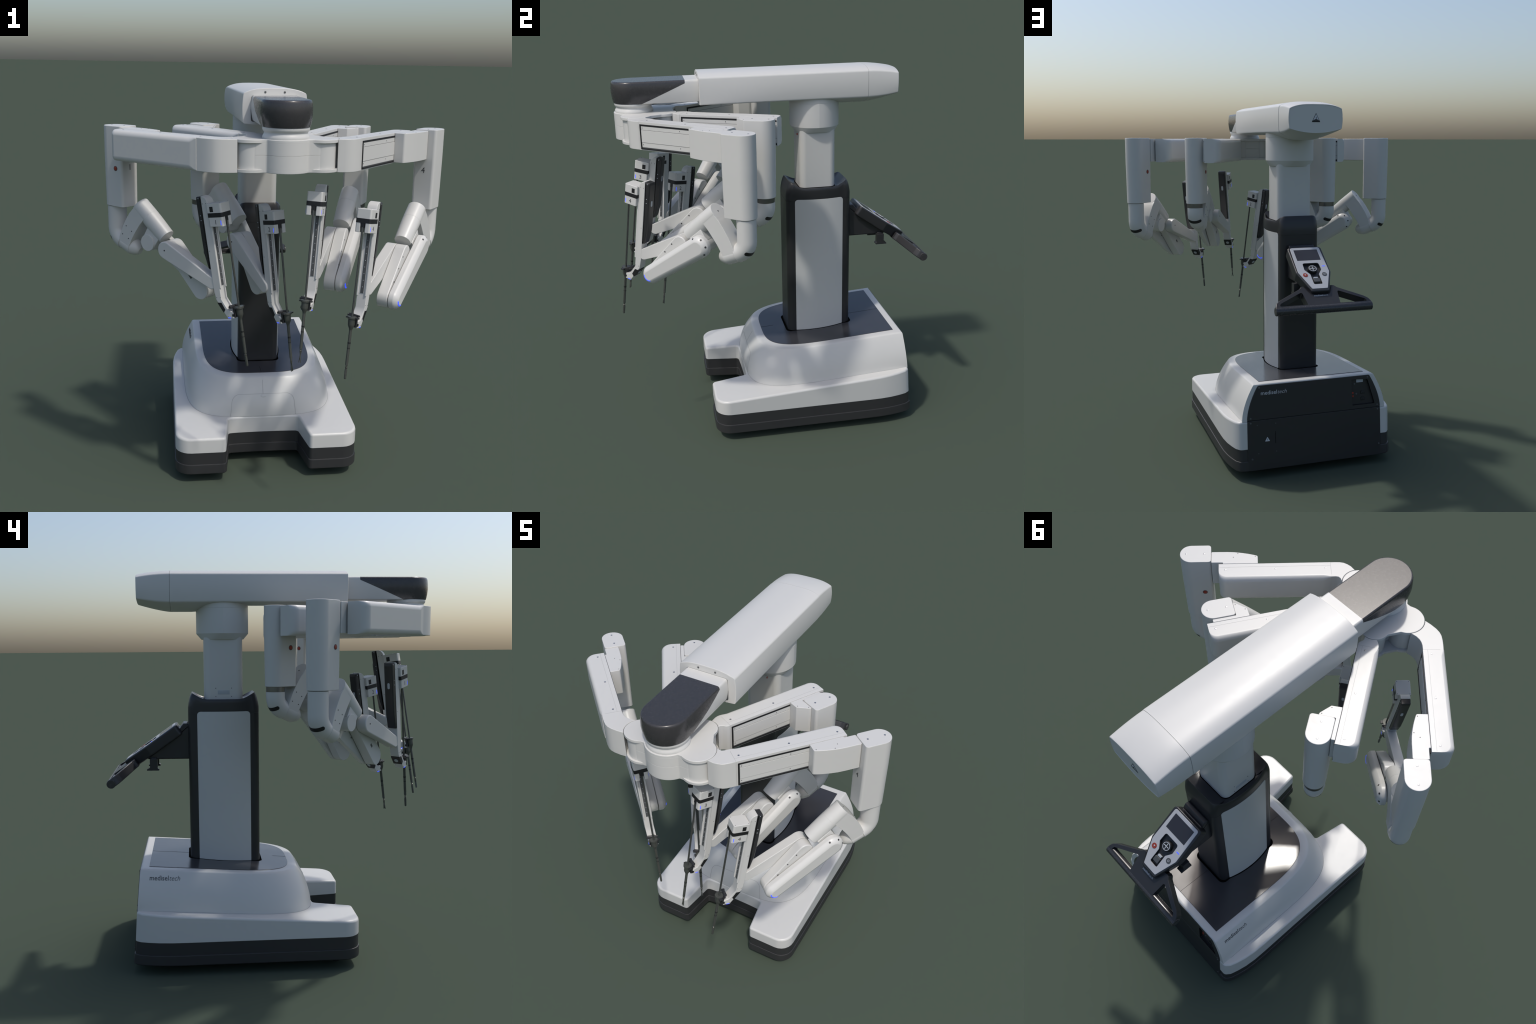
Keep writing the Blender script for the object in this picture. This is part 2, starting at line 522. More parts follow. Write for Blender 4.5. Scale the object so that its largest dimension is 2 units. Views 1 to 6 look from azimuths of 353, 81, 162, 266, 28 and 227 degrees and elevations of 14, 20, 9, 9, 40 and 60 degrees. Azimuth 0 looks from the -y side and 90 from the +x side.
# service hatch on the lower panel : thin raised outline, screws, warning triangle
hx0, hx1, hz0, hz1 = 0.300, 0.188, 0.133, 0.300
flat("hatch_slit", rect(0.196, 0.218, 0.0022, 0.066, 0.001), 0.003, 0.0040, VOID, lower)
for x, z in ((0.296, 0.293), (0.194, 0.293), (0.192, 0.141), (0.292, 0.139)):
    dot(BOLT, sp(x, z, 0.0034), SN, lower, "panel_bolt").scale = (0.6, 0.6, 0.6)
tx = -(0.242 - X0)
flat("warning_triangle", round_poly([(tx - 0.0135, 0.201 * kk), (tx + 0.0135, 0.201 * kk), (tx, 0.225 * kk)], 0.001, 3), 0.004, 0.0056, INKW, lower)
flat("warning_mark", rect(0.242, 0.211, 0.0026, 0.010, 0.0005), 0.004, 0.0062, INK, lower)

# lettering of the maker, two weights
def wordmark(size):
    a = text_mesh("wordmark", "medisel", size, 0.0004, INK, 0.0, 'LEFT', 0.0)
    b = text_mesh("wordmark", "tech", size, 0.0004, INK, 0.25, 'LEFT', -0.0004 * size / 0.03)
    wa = max(v.co.x for v in a.vertices)
    bm = bmesh.new()
    bm.from_mesh(a)
    n0 = len(bm.verts)
    bm.from_mesh(b)
    bm.verts.ensure_lookup_table()
    off = wa + size * 0.06
    for v in bm.verts[n0:]:
        v.co.x += off
    for me in (a, b): bpy.data.meshes.remove(me)
    w = max(v.co.x for v in bm.verts)
    return bm, w
def place_word(width, M, mat, parent, project=None):
    bm, w = wordmark(0.03)
    s = width / w
    for v in bm.verts:
        p = M @ Vector((v.co.x * s, v.co.y * s, v.co.z))
        if project:
            bvh, d = project
            h = bvh.ray_cast(p - Vector(d) * 0.3, Vector(d))
            if h[0] is not None:
                n = h[1] if h[1].dot(Vector(d)) < 0 else -h[1]
                p = h[0] + n * (0.0008 + v.co.z)
        v.co = p
    add("wordmark", bm, mat, parent, wn=False)
place_word(0.146, frame(sp(0.274, 0.463, 0.0040), (-1, 0, 0), (0, -0.08, 1)), INKW, upper)
place_word(0.153, frame((-0.404, 0.654, 0.471), (0, -1, -0.05), (0, -0.05, 1)), INK, dome, (DOME_BVH, (1, 0, 0)))

# recessed chassis under the skirt, and the casters that carry the cart
add("chassis_pan", rings_to_bm(cart_rings([(0.034, 0.100, 0), (0.036, 0.097, 0), (0.050, 0.097, 0)])), BLACK, skirt, angle=40)
for x, y in ((0.33, -0.29), (-0.398, -0.29), (0.31, 0.57), (-0.378, 0.57)):
    add("caster_wheel", cylinder((x - 0.018, y, 0.035), (x + 0.018, y, 0.035), 0.035, b=0.006), BLACK, skirt)
    add("caster_mount", box(x - 0.03, x + 0.03, y - 0.03, y + 0.03, 0.044, 0.060), BLACK, skirt)

# ================================================================== COLUMN
def column_ring(z, g=0.0, gy=None, zf=None):
    """Rounded front and back, gently bulged flanks."""
    gy = g if gy is None else gy
    yc, hd = 0.2625, 0.1855 - gy
    R, half = 0.476, 0.138
    pts = []
    ys = [half * (1 - 2 * i / 16) for i in range(17)]
    side = [(0.112 + (math.sqrt(R * R - y * y) - math.sqrt(R * R - half * half)) - g, yc + y) for y in ys]    # right flank, back to front
    r = 0.032
    y_end = hd
    def corner(sx, sy):
        cx, cy = 0.112 - g - r, yc + sy * (hd - r)
        a = [i * (PI / 2) / 6 for i in range(7)]
        q = [(cx + r * math.cos(t), cy + sy * r * math.sin(t)) for t in a]
        q = [(x * sx, y) for x, y in q]
        return q
    right = side
    fr = corner(1, -1)                        # from flank to bow
    fl = corner(-1, -1)[::-1]
    left = [(-x, y) for x, y in side][::-1]
    bl = corner(-1, 1)
    br = corner(1, 1)[::-1]
    ring = right + fr + fl + left + bl + br
    return [(X0 + x, y, zf(x, y) if zf else z) for x, y in ring]

def saddle(dip, tip):
    def f(x, y):
        v = min(1.0, max(0.0, (abs(y - 0.2645) - 0.085) / 0.085))
        return dip + (tip - dip) * v * v * (3 - 2 * v) * 0.5 + (tip - dip) * v * v * 0.5
    return f
col_rings = [column_ring(0.445), column_ring(1.270), column_ring(1.2702, 0.0012, 0.0012), column_ring(1.2716, 0.0012, 0.0012), column_ring(1.2718), column_ring(1.300, 0.0, 0.000), column_ring(1.322, 0.0, 0.003),
             column_ring(0, 0.0005, 0.008, saddle(1.3310, 1.345)), column_ring(0, 0.002, 0.015, saddle(1.3395, 1.366)), column_ring(0, 0.005, 0.0215, saddle(1.3435, 1.3790)),
             column_ring(0, 0.009, 0.026, saddle(1.3430, 1.3780)), column_ring(0, 0.013, 0.042, saddle(1.3400, 1.3640)), column_ring(0, 0.018, 0.068, saddle(1.3395, 1.347)),
             column_ring(0, 0.026, 0.086, saddle(1.3395, 1.3400))]
column = add("column_housing", rings_to_bm(col_rings), DARK, root, angle=55)

def flank_panel(sx):
    """Light side panel following the bulged flank, rounded at the top."""
    R, half = 0.476, 0.138
    base = math.sqrt(R * R - half * half)
    nz, ny = 30, 20
    bm = bmesh.new()
    z0, z1, r = 0.447, 1.2795, 0.018
    def grid(off):
        rows = []
        for i in range(nz + 1):
            z = z0 + (z1 - z0) * (i / nz if i < nz - 8 else 1 - (1 - i / nz))
            hw = half
            rows.append((z, hw))
        zs = [z0, 0.7, 1.0, z1 - r] + [z1 - r + r * math.sin(PI / 2 * k / 6) for k in range(1, 7)]
        rows = []
        for z in zs:
            d = 0.0
            if z > z1 - r:
                u = z - (z1 - r)
                d = r - math.sqrt(max(0, r * r - u * u))
            rows.append((z, half - d))
        V = []
        for z, hw in rows:
            V.append([bm.verts.new((X0 + sx * (0.112 + math.sqrt(R * R - y * y) - base + off), 0.2625 + y, z)) for y in [hw * (1 - 2 * j / ny) for j in range(ny + 1)]])
        return V
    A, B = grid(-0.004), grid(0.0016)
    for V in (A, B):
        for a, b in zip(V, V[1:]):
            for j in range(ny):
                bm.faces.new((a[j], a[j + 1], b[j + 1], b[j]))
    n = len(A)
    for i in range(n - 1):
        bm.faces.new((A[i][0], A[i + 1][0], B[i + 1][0], B[i][0]))
        bm.faces.new((A[i][ny], A[i + 1][ny], B[i + 1][ny], B[i][ny]))
    for j in range(ny):
        bm.faces.new((A[-1][j], A[-1][j + 1], B[-1][j + 1], B[-1][j]))
        bm.faces.new((A[0][j], A[0][j + 1], B[0][j + 1], B[0][j]))
    return bm
for sx in (1, -1):
    add("column_panel", flank_panel(sx), PANEL, column, angle=40)

# dark slot in the deck round the foot
slot = column_ring(0, -0.008, -0.011)
add("column_slot", rings_to_bm([[(x, y, 0.4660 + SL * y) for x, y, z in slot], [(x, y, 0.4686 + SL * y) for x, y, z in slot]]), VOID, deck, wn=False)

# neck (telescoping mast) and swivel collar
def rrect_ring(hx, hy, r, z, yc=0.2605, k=10):
    pts = []
    for sx, sy, a0 in ((1, 1, 0), (-1, 1, PI / 2), (-1, -1, PI), (1, -1, 3 * PI / 2)):
        for i in range(k + 1):
            a = a0 + (PI / 2) * i / k
            pts.append((X0 + sx * (hx - r) + r * math.cos(a), yc + sy * (hy - r) + r * math.sin(a), z))
    return pts
neck = add("mast", rings_to_bm([rrect_ring(0.1, 0.1005, 0.034, z) for z in (1.325, 1.345, 1.660)]), WHITE, root, angle=40)
add("mast_gap", rings_to_bm([rrect_ring(0.1035, 0.104, 0.036, z) for z in (1.335, 1.3418)]), VOID, column, wn=False)
collar = add("swivel_collar", rings_to_bm([
    rrect_ring(0.104, 0.104, 0.060, 1.6500), rrect_ring(0.1095, 0.1095, 0.078, 1.6502), rrect_ring(0.1362, 0.1362, 0.1361, 1.6795), rrect_ring(0.1368, 0.1368, 0.1367, 1.6815),
    rrect_ring(0.1368, 0.1368, 0.1367, 1.8080), rrect_ring(0.1358, 0.1358, 0.1357, 1.8085), rrect_ring(0.1358, 0.1358, 0.1357, 1.8100), rrect_ring(0.1368, 0.1368, 0.1367, 1.8105), rrect_ring(0.1368, 0.1368, 0.1367, 1.845)]),
    WHITE, root, angle=28)
nl = X0 - 0.1
add("rating_label", box(-0.031, 0.031, -0.0105, 0.0105, 0, 0.0006, 0.001, 0.0002, frame((nl, 0.2605, 1.378), (0, -1, 0), (0, 0, 1)) @ Matrix.Scale(1.0, 4)), LABEL, neck, wn=False)
for y in (0.2195, 0.3015):
    for z in (1.3565, 1.3995):
        dot(PIN, (nl, y, z), (-1, 0, 0), neck, "screw")
dot(RB, (0.066, 0.215, 1.634), (1, 0, 0), neck, "stop_button").location = WORLD[neck.name].inverted() @ Vector((X0 + 0.1, 0.190, 1.634)) if False else (X0 + 0.03, 0.1600, 1.634)

# ================================================================== BOOM
BX = -0.0335
def boom_ring(y, hw=0.1468, side_top=1.975, crown=1.9985, side_bot=1.836, belly=1.824, r=0.013):
    n = 16
    top = []
    for i in range(n + 1):
        u = 1 - 2 * i / n
        top.append((hw * u, side_top + (crown - side_top) * (1 - abs(u) ** 3.4)))
    bot = []
    for i in range(n + 1):
        u = -1 + 2 * i / n
        bot.append((hw * u, side_bot - (side_bot - belly) * (1 - u * u)))
    # the flanks are gently barrelled
    m = 10
    flank = [(hw + 0.0055 * (1 - u * u), side_bot + (side_top - side_bot) * (u + 1) / 2) for u in [-1 + 2 * j / m for j in range(1, m)]]
    left = [(-x, z) for x, z in flank[::-1]]
    pts = top + left + bot + flank
    rad = [r] + [0] * (n - 1) + [r] + [0] * (m - 1) + [r] + [0] * (n - 1) + [r] + [0] * (m - 1)
    q = round_poly(pts, rad, 5)
    return [(BX + x, y, z) for x, z in q]
def belly_depth(y):
    v = min(1, max(0, (y - 0.26) / 0.16))
    v = v * v * (3 - 2 * v)
    return 1.826 + (1.794 - 1.826) * v
ys = [-0.378, -0.30, -0.10, 0.10, 0.22] + [0.26 + 0.02 * i for i in range(9)] + [0.48, 0.5265]
boom_rings = [boom_ring(-0.380, 0.1437, 1.9735, 1.9965, 1.8375, 1.828)] + [boom_ring(y, belly=belly_depth(y)) for y in ys]
boom = add("boom", rings_to_bm(boom_rings), WHITE, root, angle=35)
cap_rings = []
for i in range(15):
    v = i / 14
    w = v ** 1.9
    y = 0.5278 + (0.6935 - 0.5278) * v
    cap_rings.append(boom_ring(y, 0.1455 - 0.0015 * w, 1.975 - 0.0165 * w, 1.9985 - 0.0185 * w, 1.836 + 0.0165 * w, 1.794 + 0.036 * v ** 1.35, 0.013))
cap_rings.append(boom_ring(0.6955, 0.1425, 1.9570, 1.9785, 1.8540, 1.8315, 0.012))
cap_rings.append(boom_ring(0.6960, 0.1405, 1.9555, 1.9768, 1.8555, 1.8332, 0.012))
cap_rings.append(boom_ring(0.6945, 0.1395, 1.9548, 1.9758, 1.8562, 1.8340, 0.012))
boom_cap = add("boom_end_cap", rings_to_bm(cap_rings), WHITE, boom, angle=30)
EF = frame((X0, 0.6945, 1.8873), (-1, 0, 0), (0, 0, 1))
def tri(s, h, y0=0.0): return round_poly([(-s / 2, y0), (s / 2, y0), (0, y0 + h)], 0.0012, 3)
add("warning_triangle", slab(tri(0.047, 0.047), -0.001, 0.0008, 0, 0.0002, EF), BLACK, boom_cap, wn=False)
add("warning_field", slab(tri(0.034, 0.034, 0.0075), 0, 0.0014, 0, 0, EF), INKW, boom_cap, wn=False)
hill = [(-0.0165, 0.0078)] + [(-0.0165 + 0.033 * i / 10, 0.0085 + 0.0065 * math.sin(PI * i / 10)) for i in range(11)] + [(0.0165, 0.0078)]
add("warning_mark", slab(hill, 0, 0.0018, 0, 0, EF), BLACK, boom_cap, wn=False)
add("warning_mark", slab([(-0.0012, 0.015), (0.0012, 0.015), (0.003, 0.024), (0.0, 0.028)], 0, 0.0018, 0, 0, EF), BLACK, boom_cap, wn=False)
for x in (-0.0795, 0.0115):
    dot(BOLT, (x, -0.3800, 1.9800), (0, -1, 0), boom, "screw")

# wrist box with glossy nose
def wrist_ring(z, hw, yc, r):
    """U-shaped plan: straight back end, round nose of radius r about yc."""
    pts = []
    k = 32
    for i in range(k + 1):
        a = PI * i / k
        pts.append((hw * math.cos(a), yc - r * math.sin(a)))
    ring = pts + [(-hw, -0.60 + 0.0), (-hw, -0.50), (-hw, -0.36), (hw, -0.36), (hw, -0.50), (hw, -0.60)]
    return [(X0 + x, y, z) for x, y in ring]
wspec = []
for z, d in ((1.8490, 0.016), (1.8495, 0.0125), (1.8520, 0.0085), (1.862, 0.0055), (1.880, 0.0020), (1.905, -0.0012), (1.930, -0.0005), (1.951, 0.0015), (1.9590, 0.004), (1.9630, 0.0072), (1.9645, 0.012)):
    wspec.append(wrist_ring(z, 0.111 - d, -0.722, 0.112 - d))
def wrist_part(keep_nose):
    bm = rings_to_bm(wspec)
    def cut(bm, co, no, outer):
        bmesh.ops.bisect_plane(bm, geom=bm.verts[:] + bm.edges[:] + bm.faces[:], plane_co=co, plane_no=no, clear_outer=outer, clear_inner=not outer)
    slope_n = Vector((0, -0.428, 1)).normalized()
    if keep_nose:
        cut(bm, (0, -0.4495, 0), (0, 1, 0), True)
        cut(bm, (0, -0.452, 1.947), slope_n, False)
    else:
        bm2 = bm.copy()
        cut(bm, (0, -0.4495, 0), (0, 1, 0), False)
        cut(bm2, (0, -0.4495, 0), (0, 1, 0), True)
        cut(bm2, (0, -0.452, 1.947), slope_n, True)
        tmp = bpy.data.meshes.new("t"); bm2.to_mesh(tmp); bm2.free()
        bm.from_mesh(tmp); bpy.data.meshes.remove(tmp)
        for v in bm.verts:
            pass
    bmesh.ops.remove_doubles(bm, verts=bm.verts, dist=1e-5)
    return bm
wrist = add("wrist_box", wrist_part(False), WHITE, root, angle=35)
add("wrist_nose_cover", wrist_part(True), GLOSS, wrist, angle=35)
# gap frame where the wrist box slides out of the boom
def frame_ring(off):
    return round_poly([(-0.1115 - off, 1.845), (0.1115 + off, 1.845), (0.1130 + off, 1.90), (0.1105 + off, 1.9655 + off), (-0.1105 - off, 1.9655 + off), (-0.1130 - off, 1.90)], [0.01, 0.01, 0.05, 0.012, 0.012, 0.05], 5)
BF = Matrix(((1, 0, 0, X0), (0, 0, 1, -0.380), (0, 1, 0, 0), (0, 0, 0, 1)))
add("boom_opening", slab(frame_ring(-0.0002), -0.0005, 0.004, 0, 0, BF), KEY, boom, wn=False)
# turntable below the wrist
add("turntable", lathe([(0.080, 1.8515), (0.1000, 1.8505), (0.1018, 1.8470), (0.1010, 1.8400), (0.0985, 1.8340), (0.0945, 1.8310), (0.0935, 1.8255), (0.0960, 1.8200), (0.1000, 1.8135), (0.1012, 1.8065), (0.1000, 1.8015), (0.09, 1.8005)], 64,
    Matrix.Translation((X0, -0.7215, 0))), WHITE, wrist, angle=40)

# ================================================================== HUB
J = {4: (0.116, -0.712), 1: (-0.184, -0.712), 3: (0.054, -0.568), 2: (-0.122, -0.568)}
JR = {4: 0.0810, 1: 0.0810, 3: 0.0665, 2: 0.0665}
HC = (X0, -0.665)
def inside(p, lobes):
    x, y = p[0] - X0, p[1]
    if math.hypot(x, y + 0.7215) < 0.1075: return True
    ax = abs(x)
    if lobes:
        if math.hypot(ax - 0.150, y + 0.712) < 0.0810: return True
        if math.hypot(ax - 0.088, y + 0.568) < 0.0665: return True
        if -0.660 < y < -0.570 and ax < 0.152 + (-0.580 - y) * 0.54: return True
        return ax < 0.150 and -0.7825 < y < -0.515 and (ax < 0.150 - max(0, (y + 0.66)) * 0.45)
    return ax < 0.142 and -0.7825 < y < -0.530 and (ax < 0.142 - max(0, (y + 0.70)) * 0.55)
def hub_outline(lobes, n=220):
    pts = []
    for i in range(n):
        a = 2 * PI * i / n
        d = (math.cos(a), math.sin(a))
        r = 0.30
        while r > 0.02 and not inside((HC[0] + d[0] * r, HC[1] + d[1] * r), lobes):
            r -= 0.002
        lo, hi = r, r + 0.002
        for _ in range(12):
            m = (lo + hi) / 2
            if inside((HC[0] + d[0] * m, HC[1] + d[1] * m), lobes): lo = m
            else: hi = m
        pts.append((HC[0] + d[0] * lo, HC[1] + d[1] * lo))
    return pts
HO, HI = hub_outline(True), hub_outline(False)
hub = add("arm_hub", slab(HO, 1.7875, 1.8020, 0.0008, 0.0025), WHITE, root, angle=50)
add("hub_plate", slab(HO, 1.6620, 1.6765, 0.0025, 0.0008), WHITE, hub, angle=50)
add("hub_core", slab(HI, 1.7375, 1.7878, 0, 0.0008), WHITE, hub, angle=50)
add("hub_core", slab(HI, 1.6762, 1.7366, 0, 0.0008), WHITE, hub, angle=50)

# ================================================================== ARMS
ARM = {  # centre of the link top screws, heading of the link in degrees
    4: ((0.4453, -0.4807), 49.28), 3: ((0.2423, -0.2433), 61.44),
    1: ((-0.5637, -0.4817), 136.11), 2: ((-0.3160, -0.2463), 124.23)}
HEAD = {4: 231.0, 1: 318.65, 3: 243.2, 2: 303.4}
LIFT = {4: 0.0, 1: 0.0, 2: 0.061, 3: 0.061}
TUBE = {4: (0.7836, -0.2450), 1: (-0.7825, -0.1308), 2: (-0.3590, 0.0140), 3: (0.4478, -0.0985)}
# in the link frame: x along the link, y to the LEFT of it, so y = -t
def link_frame(i):
    (x, y), a = ARM[i]
    a = math.radians(a)
    m = Matrix.Rotation(a, 4, 'Z')
    m.translation = (x, y, 0)
    return m
def lp(pts):                                  # (s, t) -> frame coordinates
    return [(s, -t) for s, t in pts]

def link_body(fair):
    def sec(cut, f=0.0):
        """Cross-section: flat rail flank, elliptical shoulders on the other flank (f squares them off)."""
        top, bot = 1.802, 1.660
        o1, o2 = -0.041 + cut - 0.011 * f, -0.062 + cut + 0.004 * f
        hz = 0.0245 * (1 - 0.75 * f)
        pts = [(0.037, bot + 0.0025), (0.0368, bot + 0.0008), (0.035, bot), (0.0, bot)][::-1]
        sh = [(o1 + (o2 - o1) * math.sin(PI / 2 * k / 7), hz * (1 - math.cos(PI / 2 * k / 7))) for k in range(8)]
        up = [(t, top - z) for t, z in sh]
        dn = [(t, bot + z) for t, z in sh[::-1]]
        return pts + [(0.037, top - 0.0025), (0.0368, top - 0.0008), (0.035, top), (0.0, top)] + up + dn
    rings = []
    r = 0.034
    start = [(-0.2620, 0, 1.0), (-0.250, 0, 0.8), (-0.238, 0, 0.35), (-0.225, 0, 0.0)] if fair else [(-0.2620, 0, 0), (-0.22, 0, 0)]
    for s, c, f in start + [(0.10, 0, 0)] + [(0.269 - r + r * math.sin(PI / 2 * k / 8), r * (1 - math.cos(PI / 2 * k / 8)), 0) for k in range(9)]:
        rings.append([(s, -t, z) for t, z in sec(c, f)])
    return rings_to_bm(rings)
LINK = {f: finish(link_body(f), "arm_link", WHITE, 50) for f in (True, False)}

def hub_end(i):
    """Knuckle that wraps the hub joint; the two outer arms bend, the inner two run straight."""
    s, t = None, None
    M = link_frame(i).inverted()
    jl = M @ Vector((*J[i], 0))
    js, jt = jl.x, -jl.y
    R = JR[i] + 0.0018
    def arc(p, q, n=14):
        a0, a1 = math.atan2(p[1] - jt, p[0] - js), math.atan2(q[1] - jt, q[0] - js)
        d = a1 - a0
        while d > PI: d -= 2 * PI
        while d < -PI: d += 2 * PI
        return [(js + R * math.cos(a0 + d * k / n), jt + R * math.sin(a0 + d * k / n)) for k in range(n + 1)]
    if i == 4:
        pts = [(-0.2605, -0.0560), (-0.284, -0.0560), (-0.295, -0.0590), (-0.303, -0.0690)] + arc((-0.309, -0.089), (-0.374, -0.0135)) + [(-0.358, 0.008), (-0.342, 0.022), (-0.325, 0.032), (-0.308, 0.036), (-0.285, 0.037), (-0.2605, 0.037)]
    elif i == 1:
        pts = [(-0.2605, 0.037), (-0.285, 0.0375), (-0.302, 0.041), (-0.318, 0.048), (-0.334, 0.061)] + arc((-0.348, 0.083), (-0.428, 0.013)) + [(-0.407, -0.010), (-0.382, -0.033), (-0.362, -0.046), (-0.342, -0.053), (-0.315, -0.056), (-0.290, -0.0565), (-0.2605, -0.0560)]
    else:
        pts = [(-0.2605, -0.0560), (-0.274, -0.0555), (-0.288, -0.0520), (-0.300, -0.0460)] + arc((-0.308, -0.041), (-0.314, 0.016)) + [(-0.300, 0.016), (-0.290, 0.022), (-0.281, 0.033), (-0.272, 0.037), (-0.2605, 0.037)]
    pts = lp(pts)
    bm = slab(pts, 1.6600, 1.8020, 0.0025, 0.0025)
    return bm, (js, -jt)

LSEAM = box(-0.262, 0.2665, -0.0158, -0.0150, 1.8014, 1.8022, 0.0002, 0.0001)
LSEAM = finish(box(-0.2625, -0.2615, -0.036, 0.040, 1.8014, 1.8022, 0.0002, 0.0001, bm=LSEAM), "link_seam", SEAM)
carA = [(0.083, 0.0385), (0.083, 0.088), (0.105, 0.0955), (0.130, 0.1025), (0.160, 0.1090), (0.195, 0.1145), (0.230, 0.1165), (0.3054, 0.1175), (0.3054, 0.0470), (0.250, 0.0465), (0.250, 0.0385)]
carB = [(0.071, 0.0385), (0.073, 0.086), (0.118, 0.1265), (0.1313, 0.1310), (0.1313, 0.0556), (0.180, 0.0556), (0.240, 0.0556), (0.240, 0.0385)]
CAR = {}
for key, pts, rad in (("A", carA, [0.003, 0.010] + [0] * 5 + [0.007, 0.004, 0.003, 0.003]), ("B", carB, [0.003, 0.006, 0.010, 0.003, 0.003, 0.0, 0.003, 0.003])):
    CAR[key] = finish(slab(lp(round_poly(pts, rad, 5)), 1.6640, 1.8018, 0.0016, 0.0018 if key == "B" else 0.0022), "slide_carriage", WHITE, 35)

def post_mesh():
    """D-shaped upright: flat inner face at s=0, round outer face; tapers slightly downwards."""
    rings = []
    def out(k, w):
        c = 0.0945
        p = [(0.0, -w), (0.0, w)]
        arc = [(c + (0.0550 * k) * math.cos(a), w * math.sin(a)) for a in [PI / 2 - PI * j / 18 for j in range(19)]]
        return round_poly([(0.0, -w), (0.0, w)] + arc, [0.014, 0.014] + [0] * 19, 5)
    for z, d, k, w in ((1.4150, 0.003, 0.93, 0.0525), (1.4165, 0.0005, 0.93, 0.0525), (1.419, 0.0, 0.93, 0.0525), (1.62, 0, 0.985, 0.0548), (1.66, 0, 1.0, 0.0552), (1.8035, 0, 1.0, 0.0552), (1.8060, 0.0010, 1.0, 0.0552), (1.8070, 0.0030, 1.0, 0.0552)):
        pts = out(k, w)
        if area(pts) < 0: pts = pts[::-1]
        rings.append([(x, y, z) for x, y in inset(pts, d)])
    return rings_to_bm(rings)
POST = finish(post_mesh(), "arm_post", WHITE, 35)
NUM = {i: text_mesh("arm_number", str(i), 0.040, 0.0004, INK) for i in (1, 2, 3, 4)}
NUMS = {i: text_mesh("head_number", str(i), 0.029, 0.0003, INK) for i in (1, 2, 3, 4)}
PBTN = finish(lathe([(0.0105, -0.002), (0.0105, 0.0012), (0.0090, 0.0016), (0.0085, 0.0004), (0.0078, 0.0026), (0.0055, 0.0038)], 24), "release_button", RED, 40)
PBRING = finish(lathe([(0.0125, -0.001), (0.0125, 0.0010), (0.0112, 0.0013)], 24), "button_bezel", KEY, 40)

# rail window on the right flank of the link
def rail_parts():
    # frame coordinates: x=s, y=-t ; flank at y=-0.037
    F = Matrix(((1, 0, 0, 0), (0, 0, -1, -0.037), (0, 1, 0, 0), (0, 0, 0, 1)))   # local (s, z, out) -> (s, y, z)
    def bar(s0, s1, z0, z1, h0, h1, r=0.001, b=0.0006, bm=None):
        return slab(round_poly([(s0, z0), (s1, z0), (s1, z1), (s0, z1)], r, 3), h0, h1, 0, b, F, 2, bm)
    fr = bar(-0.254, 0.266, 1.7830, 1.7895, -0.002, 0.0030)
    fr = bar(-0.254, 0.266, 1.6650, 1.6715, -0.002, 0.0030, bm=fr)
    fr = bar(-0.254, -0.2475, 1.6655, 1.7890, -0.002, 0.0030, bm=fr)
    g = bar(-0.248, 0.266, 1.6700, 1.7840, -0.001, 0.0004)
    pl = bar(-0.2455, 0.266, 1.7625, 1.7800, -0.001, 0.0012)
    pl = bar(-0.2455, 0.266, 1.6760, 1.6985, -0.001, 0.0012, bm=pl)
    pl = bar(-0.2455, 0.266, 1.7000, 1.7610, -0.001, 0.0026, bm=pl)
    return finish(fr, "rail_gasket", BLACK), finish(g, "rail_shadow_gap", KEY), finish(pl, "rail_cover", WHITE), F
GASK, GAP, RAILC, RF = rail_parts()

# ---- lower limb, local frame: x forward (h), y left (w), z up
AX0 = Vector((0.0, 0, 1.2586)); AXD = Vector((0.927, 0, -0.375)).normalized()
def elbow_path(top):
    R = 0.070
    ang = math.acos(Vector((0, 0, -1)).dot(AXD))
    t = R * math.tan(ang / 2)
    pts = [Vector((0, 0, top)), Vector((0, 0, 1.2586 + t))]
    c = Vector((R, 0, 1.2586 + t))
    n = 14
    for k in range(1, n + 1):
        a = PI - (-ang) * k / n
        pts.append(c + R * Vector((math.cos(PI + ang * k / n), 0, math.sin(PI + ang * k / n))))
    pts.append(AX0 + AXD * 0.0505)
    return pts
def sweep(pts, r, seg=36):
    rings = []
    for i, p in enumerate(pts):
        a = pts[max(0, i - 1)]; b = pts[min(len(pts) - 1, i + 1)]
        t = (b - a).normalized()
        y = Vector((0, 1, 0)); x = y.cross(t).normalized()
        rr = r[i] if isinstance(r, list) else r
        rings.append([tuple(p + rr * (math.cos(2 * PI * k / seg) * x + math.sin(2 * PI * k / seg) * y)) for k in range(seg)])
    return rings_to_bm(rings)
ELBOW = {}
for key, top in (("A", 1.4125), ("B", 1.3285)):
    pa = elbow_path(top)
    r = [0.0468] * len(pa)
    ELBOW[key] = finish(sweep(pa, r), "elbow_tube", WHITE, 40)
SEAMRING = finish(lathe([(0.0440, 0), (0.0476, 0.0006), (0.0480, 0.0018), (0.0476, 0.0030), (0.0440, 0.0036)], 36, axis_matrix(AX0 + AXD * 0.0480, AXD)), "elbow_flange", WHITE, 40)
RING = finish(lathe([(0.0430, 1.386), (0.0458, 1.3870), (0.0462, 1.3885), (0.0462, 1.4150), (0.043, 1.4165)], 40), "steel_ring", STEEL, 40)
POSTGAP = finish(lathe([(0.0445, 1.4105), (0.0445, 1.4155)], 40), "post_gap", KEY, 40)

